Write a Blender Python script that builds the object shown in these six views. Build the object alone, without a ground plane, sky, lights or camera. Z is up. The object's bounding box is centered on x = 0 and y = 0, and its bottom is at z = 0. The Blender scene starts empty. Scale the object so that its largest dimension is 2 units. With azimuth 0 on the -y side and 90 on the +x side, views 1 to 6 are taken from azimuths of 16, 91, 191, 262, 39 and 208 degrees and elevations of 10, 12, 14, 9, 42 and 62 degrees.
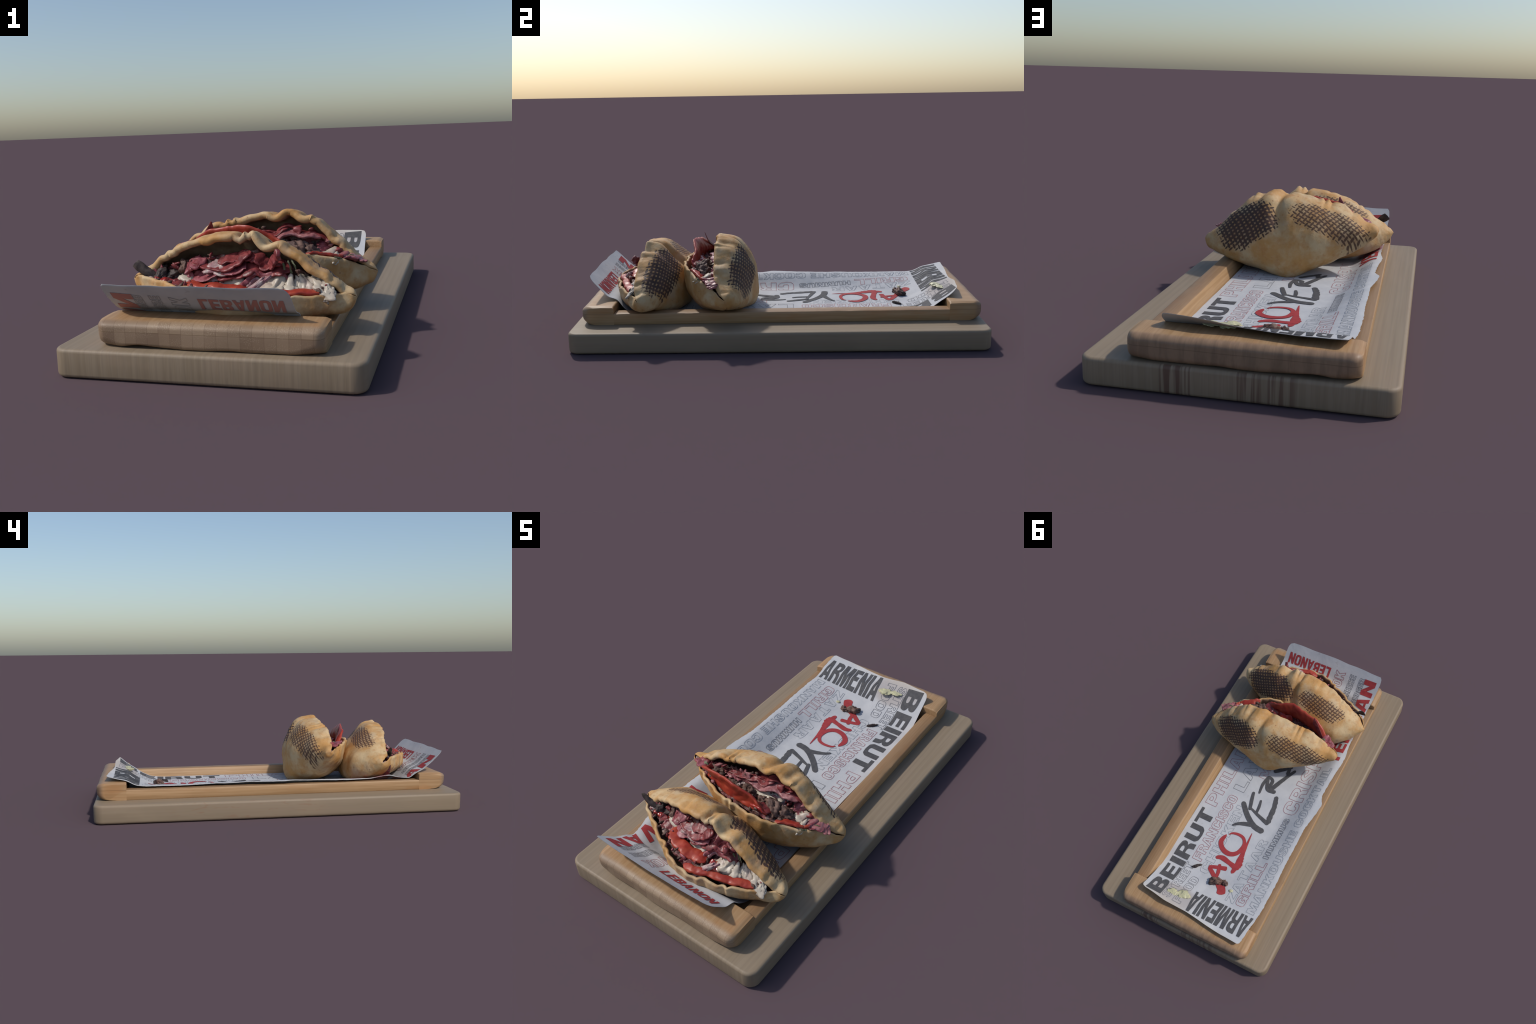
import bpy, bmesh, math, random
import numpy as np
from mathutils import Vector, noise, Matrix

random.seed(7)
COL = bpy.context.scene.collection


# ------------------------------------------------------------------ helpers
def nz(p, scale, seed=0.0):
    return noise.noise(Vector((p[0] * scale + seed, p[1] * scale - seed * 0.7, p[2] * scale + seed * 1.3)))


def smooth(a, b, x):
    t = np.clip((x - a) / (b - a), 0, 1)
    return t * t * (3 - 2 * t)


def pchip(xk, yk, x):
    """Monotone cubic interpolation; yk may have trailing dimensions."""
    xk = np.asarray(xk, float)
    yk = np.asarray(yk, float)
    sh = yk.shape[1:]
    yk = yk.reshape(len(xk), -1)
    h = np.diff(xk)[:, None]
    d = np.diff(yk, axis=0) / h
    m = np.zeros_like(yk)
    m[0], m[-1] = d[0], d[-1]
    same = d[:-1] * d[1:] > 0
    w1, w2 = 2 * h[1:] + h[:-1], h[1:] + 2 * h[:-1]
    with np.errstate(divide='ignore', invalid='ignore'):
        hm = (w1 + w2) / (w1 / d[:-1] + w2 / d[1:])
    m[1:-1] = np.where(same, hm, 0)
    x = np.clip(np.atleast_1d(np.asarray(x, float)), xk[0], xk[-1])
    i = np.clip(np.searchsorted(xk, x) - 1, 0, len(xk) - 2)
    hh = h[i]
    t = ((x - xk[i])[:, None]) / hh
    r = ((1 + 2 * t) * (1 - t) ** 2 * yk[i] + t * (1 - t) ** 2 * hh * m[i]
         + t * t * (3 - 2 * t) * yk[i + 1] + t * t * (t - 1) * hh * m[i + 1])
    return r.reshape((len(x),) + sh)


def catmull(pts, n):
    """Smooth curve through pts, n samples equally spaced along its length."""
    p = np.asarray(pts, float)
    p = np.vstack([2 * p[0] - p[1], p, 2 * p[-1] - p[-2]])
    out = []
    for i in range(1, len(p) - 2):
        a, b, c, d = p[i - 1], p[i], p[i + 1], p[i + 2]
        for t in np.linspace(0, 1, 16, endpoint=False):
            out.append(0.5 * ((2 * b) + (c - a) * t + (2 * a - 5 * b + 4 * c - d) * t * t
                              + (-a + 3 * b - 3 * c + d) * t ** 3))
    out.append(p[-2])
    out = np.array(out)
    s = np.concatenate([[0], np.cumsum(np.linalg.norm(np.diff(out, axis=0), axis=1))])
    if s[-1] < 1e-9:
        return np.repeat(out[:1], n, 0)
    q = np.linspace(0, s[-1], n)
    return np.stack([np.interp(q, s, out[:, k]) for k in range(out.shape[1])], 1)


def mesh_object(name, verts, faces, mats, parent=None, smooth_shade=True, mat_index=None, merge=0.0, recalc=True):
    me = bpy.data.meshes.new(name)
    me.from_pydata([tuple(map(float, v)) for v in verts], [], faces)
    if not isinstance(mats, (list, tuple)):
        mats = [mats]
    for m in mats:
        me.materials.append(m)
    if mat_index is not None:
        me.polygons.foreach_set("material_index", mat_index)
    bm = bmesh.new()
    bm.from_mesh(me)
    if merge:
        bmesh.ops.remove_doubles(bm, verts=bm.verts, dist=merge)
    if recalc:
        bmesh.ops.recalc_face_normals(bm, faces=bm.faces)
    for f in bm.faces:
        f.smooth = smooth_shade
    bm.to_mesh(me)
    bm.free()
    ob = bpy.data.objects.new(name, me)
    COL.objects.link(ob)
    if parent:
        ob.parent = parent
    return ob


def grid_faces(nu, nv, wrap_v=False, base=0):
    f = []
    for i in range(nu - 1):
        for j in range(nv if wrap_v else nv - 1):
            k = (j + 1) % nv
            f.append((base + i * nv + j, base + i * nv + k, base + (i + 1) * nv + k, base + (i + 1) * nv + j))
    return f


def empty(name, loc=(0, 0, 0)):
    e = bpy.data.objects.new(name, None)
    e.empty_display_size = 0.1
    COL.objects.link(e)
    return e


# ------------------------------------------------------------------ node materials
class M:
    def __init__(self, name, rough=0.6, spec=0.3):
        self.m = bpy.data.materials.new(name)
        self.m.use_nodes = True
        self.nt = self.m.node_tree
        self.b = self.nt.nodes["Principled BSDF"]
        self.b.inputs["Roughness"].default_value = rough
        self.b.inputs["Specular IOR Level"].default_value = spec
        tc = self.nt.nodes.new("ShaderNodeTexCoord")
        self.obj = tc.outputs["Object"]
        s = self.nt.nodes.new("ShaderNodeSeparateXYZ")
        self.nt.links.new(self.obj, s.inputs[0])
        self.X, self.Y, self.Z = s.outputs

    def set(self, inp, v):
        if hasattr(v, "is_linked") or isinstance(v, bpy.types.NodeSocket):
            self.nt.links.new(v, inp)
        elif isinstance(v, (tuple, list)) and len(v) == 3 and inp.type == 'RGBA':
            inp.default_value = (*v, 1)
        else:
            inp.default_value = v

    def math(self, op, a, b=0.0, c=0.0, clamp=False):
        n = self.nt.nodes.new("ShaderNodeMath")
        n.operation = op
        n.use_clamp = clamp
        for i, v in enumerate((a, b, c)):
            self.set(n.inputs[i], v)
        return n.outputs[0]

    def vec(self, x, y, z):
        n = self.nt.nodes.new("ShaderNodeCombineXYZ")
        for i, v in enumerate((x, y, z)):
            self.set(n.inputs[i], v)
        return n.outputs[0]

    def mapped(self, scale, loc=(0, 0, 0), rot=(0, 0, 0), src=None):
        n = self.nt.nodes.new("ShaderNodeMapping")
        n.inputs["Scale"].default_value = scale
        n.inputs["Location"].default_value = loc
        n.inputs["Rotation"].default_value = rot
        self.nt.links.new(src or self.obj, n.inputs["Vector"])
        return n.outputs[0]

    def noise(self, scale=5, detail=3, rough=0.5, vec=None, dist=0.0):
        n = self.nt.nodes.new("ShaderNodeTexNoise")
        n.inputs["Scale"].default_value = scale
        n.inputs["Detail"].default_value = detail
        n.inputs["Roughness"].default_value = rough
        n.inputs["Distortion"].default_value = dist
        self.nt.links.new(vec or self.obj, n.inputs["Vector"])
        return n.outputs["Fac"]

    def voronoi(self, scale, vec=None, out="Distance", feature='F1'):
        n = self.nt.nodes.new("ShaderNodeTexVoronoi")
        n.feature = feature
        n.inputs["Scale"].default_value = scale
        self.nt.links.new(vec or self.obj, n.inputs["Vector"])
        return n.outputs[out]

    def white(self, vec):
        n = self.nt.nodes.new("ShaderNodeTexWhiteNoise")
        self.nt.links.new(vec, n.inputs["Vector"])
        return n.outputs["Value"]

    def step(self, v, lo, hi):
        n = self.nt.nodes.new("ShaderNodeMapRange")
        n.interpolation_type = 'SMOOTHSTEP'
        self.set(n.inputs["Value"], v)
        n.inputs["From Min"].default_value = lo
        n.inputs["From Max"].default_value = hi
        return n.outputs["Result"]

    def mix(self, f, a, b, mode='MIX'):
        n = self.nt.nodes.new("ShaderNodeMix")
        n.data_type = 'RGBA'
        n.blend_type = mode
        self.set(n.inputs["Factor"], f)
        self.set(n.inputs["A"], a)
        self.set(n.inputs["B"], b)
        return [o for o in n.outputs if o.type == 'RGBA'][0]

    def bump(self, h, strength=0.3, dist=0.01):
        n = self.nt.nodes.new("ShaderNodeBump")
        n.inputs["Strength"].default_value = strength
        n.inputs["Distance"].default_value = dist
        self.nt.links.new(h, n.inputs["Height"])
        self.nt.links.new(n.outputs[0], self.b.inputs["Normal"])

    def color(self, c):
        self.set(self.b.inputs["Base Color"], c)
        return self


def plain(name, c, c2=None, scale=40, rough=0.6, spec=0.3, bump=0.0, lo=0.35, hi=0.65, sss=0.0):
    m = M(name, rough, spec)
    if c2 is None:
        m.color(c)
    else:
        f = m.noise(scale, 4, 0.6)
        m.color(m.mix(m.step(f, lo, hi), c, c2))
        if bump:
            m.bump(f, bump, 0.006)
    if sss:
        m.b.inputs["Subsurface Weight"].default_value = sss
        m.b.inputs["Subsurface Radius"].default_value = (0.02, 0.008, 0.005)
        m.b.inputs["Subsurface Scale"].default_value = 0.5
    return m.m


def mat_base_board():
    m = M("pale_board_wood", 0.55, 0.35)
    butt = m.step(m.math('ABSOLUTE', m.Y), 0.975, 0.992)        # sawn ends: the lines run upright
    ga = m.noise(1.0, 4, 0.6, m.mapped((60, 1.4, 3)))
    gb = m.noise(1.0, 4, 0.6, m.mapped((30, 1.4, 60)))
    g = m.math('ADD', m.math('MULTIPLY', ga, butt), m.math('MULTIPLY', m.math('ADD', m.math('MULTIPLY', ga, 0.5), m.math('MULTIPLY', gb, 0.5)), m.math('SUBTRACT', 1.0, butt)))
    big = m.noise(1.0, 2, 0.5, m.mapped((5, 1.2, 12)))
    c = m.mix(m.step(g, 0.38, 0.62), (0.240, 0.182, 0.120), (0.268, 0.207, 0.141))
    c = m.mix(m.math('MULTIPLY', m.step(big, 0.5, 0.7), 0.3), c, (0.30, 0.215, 0.150))
    # fine parallel milling lines on the length of the board
    w = m.math('SINE', m.math('ADD', m.math('MULTIPLY', m.X, 265.0), m.math('MULTIPLY', ga, 9.0)))
    c = m.mix(m.math('MULTIPLY', m.step(w, 0.2, 1.0), 0.26), c, (0.20, 0.152, 0.108))
    # smeared knots low on the side
    kn = m.noise(1.0, 3, 0.5, m.mapped((2, 8, 40)), 1.6)
    band = m.math('MULTIPLY', m.step(kn, 0.55, 0.68), m.math('MULTIPLY', m.step(m.X, -0.515, -0.526), m.step(m.math('ABSOLUTE', m.math('ADD', m.Y, -0.18)), 0.5, 0.25)))
    c = m.mix(m.math('MULTIPLY', band, 0.45), c, (0.23, 0.125, 0.075))
    # dark sap streaks running down the far end
    far = m.step(m.Y, 0.978, 0.992)
    st = m.white(m.vec(m.math('FLOOR', m.math('MULTIPLY', m.X, 55)), 0.0, 0.0))
    zone = m.math('ADD', m.step(m.math('ABSOLUTE', m.math('ADD', m.X, -0.20)), 0.06, 0.045),
                  m.math('MULTIPLY', m.step(m.math('ABSOLUTE', m.math('ADD', m.X, 0.10)), 0.12, 0.08), 0.8))
    sn = m.noise(1.0, 2, 0.5, m.mapped((55, 1, 1.5)))
    streak = m.math('MULTIPLY', far, m.math('MULTIPLY', zone, m.step(sn, 0.46, 0.56)))
    c = m.mix(m.math('MULTIPLY', streak, 0.75), c, (0.095, 0.042, 0.030))
    m.color(c)
    m.bump(m.math('ADD', g, m.math('MULTIPLY', w, 0.15)), 0.12, 0.003)
    return m.m


def mat_bamboo():
    m = M("oiled_bamboo", 0.5, 0.35)
    strip = m.math('FLOOR', m.math('MULTIPLY', m.math('ADD', m.X, 2.0), 25.0))
    layer = m.math('FLOOR', m.math('MULTIPLY', m.Z, 19.0))
    sv = m.white(m.vec(strip, layer, 3.0))
    g = m.noise(1.0, 4, 0.65, m.mapped((90, 2.5, 90)))
    patch = m.noise(1.0, 3, 0.55, m.mapped((9, 4, 14)))
    c = m.mix(m.step(g, 0.35, 0.65), (0.335, 0.195, 0.092), (0.42, 0.262, 0.138))
    c = m.mix(m.math('MULTIPLY', sv, 0.35), c, (0.31, 0.20, 0.10))
    c = m.mix(m.math('MULTIPLY', m.step(patch, 0.52, 0.72), 0.5), c, (0.36, 0.165, 0.06))
    # near cut ends of the strips: greyer, dotted with fibres, a seam between strips
    near = m.step(m.Y, -0.916, -0.945)
    far = m.step(m.Y, 0.945, 0.972)
    dots = m.voronoi(1.0, m.mapped((230, 40, 260)))
    dm = m.math('MULTIPLY', m.step(dots, 0.42, 0.24), m.step(m.noise(1.0, 3, 0.6, m.mapped((14, 1, 30))), 0.38, 0.58))
    ec = m.mix(sv, (0.225, 0.150, 0.095), (0.32, 0.225, 0.145))
    ec = m.mix(m.math('MULTIPLY', dm, 0.55), ec, (0.40, 0.31, 0.215))
    fr = m.math('FRACT', m.math('MULTIPLY', m.math('ADD', m.X, 2.0), 25.0))
    seam = m.step(m.math('ABSOLUTE', m.math('SUBTRACT', fr, 0.5)), 0.44, 0.49)
    ec = m.mix(m.math('MULTIPLY', seam, 0.4), ec, (0.15, 0.09, 0.055))
    lowband = m.step(m.Z, 0.158, 0.150)
    ec = m.mix(m.math('MULTIPLY', lowband, 0.35), ec, (0.19, 0.125, 0.085))
    c = m.mix(near, c, ec)
    fs = m.noise(1.0, 3, 0.6, m.mapped((40, 2, 5)))
    fc = m.mix(m.step(fs, 0.4, 0.6), (0.19, 0.125, 0.085), (0.27, 0.175, 0.115))  # far end: darker brown with faint upright streaks
    c = m.mix(m.math('MULTIPLY', far, 0.8), c, fc)
    fz = m.step(m.math('ABSOLUTE', m.math('SUBTRACT', m.Z, 0.1555)), 0.0022, 0.0006)
    c = m.mix(m.math('MULTIPLY', fz, 0.45), c, (0.13, 0.075, 0.04))
    m.color(c)
    m.bump(g, 0.15, 0.003)
    return m.m


def mat_paper():
    m = M("newsprint_paper", 0.75, 0.2)
    f = m.noise(9, 4, 0.6)
    c = m.mix(m.step(f, 0.3, 0.7), (0.45, 0.455, 0.47), (0.505, 0.505, 0.512))
    # grease halo round the yellow smear
    dx = m.math('DIVIDE', m.math('ADD', m.X, -0.10), 0.16)
    dy = m.math('DIVIDE', m.math('ADD', m.Y, -0.845), 0.085)
    d = m.math('ADD', m.math('MULTIPLY', dx, dx), m.math('MULTIPLY', dy, dy))
    d = m.math('ADD', d, m.math('MULTIPLY', m.noise(14, 3), 0.9))
    c = m.mix(m.math('MULTIPLY', m.step(d, 1.5, 0.8), 0.6), c, (0.34, 0.29, 0.265))
    # yellowed soiled rim at the far corner and small stains
    far = m.step(m.math('ADD', m.Y, m.math('MULTIPLY', m.X, 0.12)), 0.875, 0.935)
    c = m.mix(m.math('MULTIPLY', far, 0.45), c, (0.50, 0.43, 0.34))
    s = m.noise(26, 3, 0.6)
    c = m.mix(m.math('MULTIPLY', m.step(s, 0.66, 0.74), 0.35), c, (0.33, 0.29, 0.26))
    # juice stain by the sandwiches
    jx = m.math('ADD', m.X, 0.30)
    jy = m.math('ADD', m.Y, 0.57)
    j = m.math('ADD', m.math('MULTIPLY', m.math('MULTIPLY', jx, jx), 160.0), m.math('MULTIPLY', m.math('MULTIPLY', jy, jy), 110.0))
    j = m.math('ADD', j, m.math('MULTIPLY', m.noise(20, 3), 1.2))
    c = m.mix(m.math('MULTIPLY', m.step(j, 1.5, 1.0), 0.85), c, (0.20, 0.035, 0.045))
    m.color(c)
    m.bump(m.noise(16, 3), 0.25, 0.01)
    return m.m


def mat_bread(name, patches, angle, belly, fold=0.05):
    """Baked crust with two fields of woven griddle marks.
    patches: (x centre, w centre, half length, half width, tilt) with w = z - y."""
    m = M(name, 0.62, 0.3)
    n1 = m.noise(7, 4, 0.62)
    n2 = m.noise(24, 4, 0.65)
    n3 = m.noise(110, 3, 0.6)
    c = m.mix(m.step(n1, 0.36, 0.66), (0.47, 0.25, 0.082), (0.545, 0.40, 0.225))
    c = m.mix(m.math('MULTIPLY', m.step(n2, 0.50, 0.68), 0.5), c, (0.41, 0.19, 0.06))
    dusty = m.math('MULTIPLY', m.step(m.noise(6.5, 4, 0.6, m.mapped((1, 1, 1), (3, 1, 2))), 0.52, 0.68), 0.4)
    c = m.mix(dusty, c, (0.45, 0.36, 0.265))
    c = m.mix(m.math('MULTIPLY', m.step(n3, 0.58, 0.7), 0.16), c, (0.56, 0.45, 0.32))
    # paler beige on the folded side of the pocket
    wv = m.math('SUBTRACT', m.Z, m.Y)
    fl = m.math('ADD', m.math('ADD', m.Y, m.math('MULTIPLY', m.Z, 0.55)), m.math('MULTIPLY', m.noise(11, 3), 0.12))
    c = m.mix(m.math('MULTIPLY', m.step(fl, belly + 0.03, belly - 0.05), 0.5), c, (0.44, 0.335, 0.225))
    spots = m.voronoi(21)
    c = m.mix(m.math('MULTIPLY', m.step(spots, 0.10, 0.05), 0.6), c, (0.23, 0.085, 0.04))
    tot = None
    for (px, pw, hl, hw, tilt, soft) in patches:
        a = m.math('ADD', m.X, -px)
        b = m.math('ADD', wv, -pw)
        ca, sa = math.cos(tilt), math.sin(tilt)
        u = m.math('ADD', m.math('MULTIPLY', a, ca), m.math('MULTIPLY', b, sa))
        v = m.math('SUBTRACT', m.math('MULTIPLY', b, ca), m.math('MULTIPLY', a, sa))
        eu = m.math('POWER', m.math('ABSOLUTE', m.math('DIVIDE', u, hl)), 2.6)
        ev = m.math('POWER', m.math('ABSOLUTE', m.math('DIVIDE', v, hw)), 2.6)
        e = m.math('ADD', eu, ev)
        e = m.math('ADD', e, m.math('MULTIPLY', m.math('SUBTRACT', m.noise(17, 3), 0.5), 1.3))
        core = m.step(e, 1.15, 0.35)
        # woven wire griddle: crests of the two crossing wire sets, each crest a tapered dash
        k = 1.0 / 0.0205
        ca, sa = math.cos(angle), math.sin(angle)
        sgn = 1 if px < 0.05 else -1
        w8 = m.math('MULTIPLY', wv, 0.85)
        wob = m.math('MULTIPLY', m.math('SUBTRACT', m.noise(9, 2), 0.5), 0.025 * k)
        gu = m.math('ADD', m.math('ADD', m.math('MULTIPLY', m.X, ca * k), m.math('MULTIPLY', w8, sgn * sa * k)), wob)
        gv = m.math('ADD', m.math('SUBTRACT', m.math('MULTIPLY', w8, ca * k), m.math('MULTIPLY', m.X, sgn * sa * k)), wob)
        press = m.math('ADD', core, m.math('MULTIPLY', m.math('SUBTRACT', m.noise(30, 3), 0.5), 0.7), clamp=True)
        wid = m.math('ADD', 0.155, m.math('MULTIPLY', press, soft))
        lng = m.math('ADD', 0.50, m.math('MULTIPLY', press, 0.12 + soft * 1.3))
        both = None
        for (p, q2, off) in ((gu, gv, 0.0), (gv, gu, 1.0)):
            row = m.math('FLOOR', q2)
            lb = m.math('SUBTRACT', m.math('FRACT', q2), 0.5)
            col = m.math('MULTIPLY', m.math('ADD', m.math('ADD', p, row), off + 0.5), 0.5)
            la = m.math('MULTIPLY', m.math('SUBTRACT', m.math('FRACT', col), 0.5), 2.0)
            q = m.math('ADD', m.math('POWER', m.math('DIVIDE', m.math('ABSOLUTE', la), lng), 2.0),
                       m.math('POWER', m.math('DIVIDE', m.math('ABSOLUTE', lb), wid), 2.0))
            dd = m.step(q, 1.5, 0.45)
            both = dd if both is None else m.math('MAXIMUM', both, dd)
        dash = m.math('MULTIPLY', both, m.step(e, 1.12, 0.95))
        scorch = m.math('MULTIPLY', core, soft * 2.4)
        c = m.mix(m.math('MULTIPLY', scorch, m.step(n2, 0.25, 0.6)), c, (0.20, 0.105, 0.06))
        tot = dash if tot is None else m.math('MAXIMUM', tot, dash)
    # marks only exist on the griddled back, never on the rolled lip or the front fold
    backside = m.step(m.math('ADD', m.Y, m.math('MULTIPLY', m.Z, 0.35)), belly + fold, belly + fold + 0.02)
    tot = m.math('MULTIPLY', tot, backside)
    mc = m.mix(m.step(n2, 0.4, 0.6), (0.034, 0.019, 0.021), (0.062, 0.030, 0.025))
    mc = m.mix(m.step(m.X, 0.10, -0.02), mc, (0.085, 0.042, 0.028))
    c = m.mix(m.math('MULTIPLY', tot, 0.93), c, mc)
    m.color(c)
    h = m.math('ADD', m.math('MULTIPLY', tot, -0.5), m.math('ADD', n2, m.math('MULTIPLY', n3, 0.5)))
    m.bump(h, 0.28, 0.006)
    return m.m


def mat_bed():
    m = M("chopped_filling", 0.5, 0.4)
    a = m.noise(16, 4, 0.6)
    b = m.noise(30, 4, 0.65, m.mapped((1, 1, 1), (2, 5, 1)))
    c = m.mix(m.step(a, 0.42, 0.58), (0.10, 0.045, 0.036), (0.17, 0.036, 0.04))
    c = m.mix(m.step(b, 0.53, 0.62), c, (0.30, 0.21, 0.17))
    c = m.mix(m.step(m.noise(21, 3, 0.6, m.mapped((1, 1, 1), (7, 3, 4))), 0.60, 0.66), c, (0.055, 0.035, 0.03))
    m.color(c)
    m.bump(b, 0.6, 0.015)
    return m.m


MAT_BOARD = mat_base_board()
MAT_BAMBOO = mat_bamboo()
MAT_PAPER = mat_paper()
MAT_CRUMB = plain("torn_bread_crumb", (0.42, 0.285, 0.18), (0.33, 0.20, 0.12), 28, 0.8, 0.15, 0.4)
MAT_BED = mat_bed()
MAT_TOMATO = plain("tomato_flesh", (0.38, 0.056, 0.028), (0.29, 0.028, 0.018), 22, 0.42, 0.4, 0.25)
MAT_TOMATO_SKIN = plain("tomato_dark_flesh", (0.25, 0.016, 0.016), (0.40, 0.05, 0.03), 14, 0.25, 0.5, 0.3)
MAT_CABBAGE = plain("pickled_pink_strip", (0.33, 0.095, 0.11), (0.16, 0.028, 0.034), 48, 0.4, 0.4, 0.35)
MAT_CABBAGE_RED = plain("pickled_dark_red_strip", (0.25, 0.048, 0.048), (0.12, 0.02, 0.022), 40, 0.4, 0.4, 0.4)
MAT_MAUVE = plain("pickled_mauve_strip", (0.35, 0.15, 0.15), (0.23, 0.072, 0.076), 44, 0.4, 0.4, 0.3)
MAT_MEAT = plain("grilled_meat", (0.17, 0.10, 0.076), (0.075, 0.042, 0.035), 45, 0.6, 0.3, 0.7)
MAT_CHAR = plain("charred_scrap", (0.035, 0.026, 0.026), (0.075, 0.055, 0.048), 40, 0.6, 0.3, 0.5)
MAT_SAUCE = plain("white_garlic_sauce", (0.50, 0.435, 0.35), (0.38, 0.29, 0.24), 20, 0.4, 0.4, 0.2, 0.5, 0.75)
MAT_SAUCE_PINK = plain("pink_stained_sauce", (0.42, 0.34, 0.31), (0.30, 0.13, 0.14), 34, 0.4, 0.4, 0.5)
MAT_HERB = plain("green_herb", (0.09, 0.12, 0.055), (0.14, 0.15, 0.09), 40, 0.5)
MAT_MAYO = plain("yellow_sauce_smear", (0.52, 0.50, 0.30), (0.46, 0.43, 0.27), 60, 0.35, 0.4, 0.4)
MAT_INK_BLACK = plain("charcoal_ink", (0.068, 0.067, 0.072), (0.09, 0.088, 0.09), 60, 0.7, 0.2)
MAT_INK_RED = plain("red_ink", (0.36, 0.048, 0.05), (0.31, 0.038, 0.042), 40, 0.7, 0.2)
MAT_INK_GREY = plain("thin_grey_ink", (0.20, 0.20, 0.215), rough=0.75, spec=0.15)
MAT_INK_FAINT = plain("faint_grey_ink", (0.33, 0.345, 0.37), rough=0.75, spec=0.15)
MAT_INK_ROSE = plain("thin_red_ink", (0.37, 0.165, 0.175), rough=0.75, spec=0.15)
MAT_INK_GHOST = plain("red_ink_showing_through", (0.40, 0.19, 0.165), rough=0.75, spec=0.15)
MAT_INK_GHOST_GREY = plain("grey_ink_showing_through", (0.33, 0.315, 0.31), rough=0.75, spec=0.15)


# ------------------------------------------------------------------ board and tray
def rounded_slab(name, hx, hy, z0, z1, corner, top_r, bot_r, mat, parent=None, cx=0.0, cy=0.0, seg=8, dense=0.0):
    """Rectangular slab, rounded in plan and along its top and bottom edges."""
    def plan(inset):
        r = max(corner - inset, 0.002)
        x, y = hx - inset, hy - inset
        pts = []
        for sx, sy, a0 in ((1, 1, 0), (-1, 1, 90), (-1, -1, 180), (1, -1, 270)):
            for k in range(seg + 1):
                a = math.radians(a0 + 90 * k / seg)
                pts.append((cx + sx * (x - r) + r * math.cos(a), cy + sy * (y - r) + r * math.sin(a)))
        return pts
    rings = []
    for k in range(5):
        a = math.pi / 2 * k / 4
        rings.append((bot_r * (1 - math.sin(a)), z0 + bot_r * (1 - math.cos(a))))
    for k in range(5):
        a = math.pi / 2 * k / 4
        rings.append((top_r * (1 - math.cos(a)), z1 - top_r * (1 - math.sin(a))))
    verts, n = [], 4 * (seg + 1)
    for ins, z in rings:
        verts += [(x, y, z) for x, y in plan(ins)]
    faces = grid_faces(len(rings), n, wrap_v=True)
    faces.append(tuple(range(n - 1, -1, -1)))
    faces.append(tuple(range((len(rings) - 1) * n, len(rings) * n)))
    ob = mesh_object(name, verts, faces, mat, parent)
    for p in ob.data.polygons:
        p.use_smooth = len(p.vertices) == 4
    return ob


board = rounded_slab("wooden_board", 0.534, 1.0, 0.0, 0.100, 0.05, 0.013, 0.014, MAT_BOARD)
for v in board.data.vertices:                       # the board is not quite square
    v.co.x += 0.006 * v.co.y if v.co.x > 0 else 0.001 + 0.004 * v.co.y
board["label"] = "thick rectangular pale wood serving board with rounded corners"
board["category"] = "wooden board"

tray = empty("bamboo_tray")
tray["label"] = "shallow oblong bamboo tray with raised rounded end blocks"
tray["category"] = "serving tray"
TRAY_Z, RAIL_Z, BLOCK_Z, FLOOR_Z = 0.1003, 0.1555, 0.192, 0.1040


def tray_skew(p):
    """The tray sits a touch askew on the board."""
    return (p[0] - 0.0075 * (p[1] + 0.85), p[1], p[2])


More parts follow.
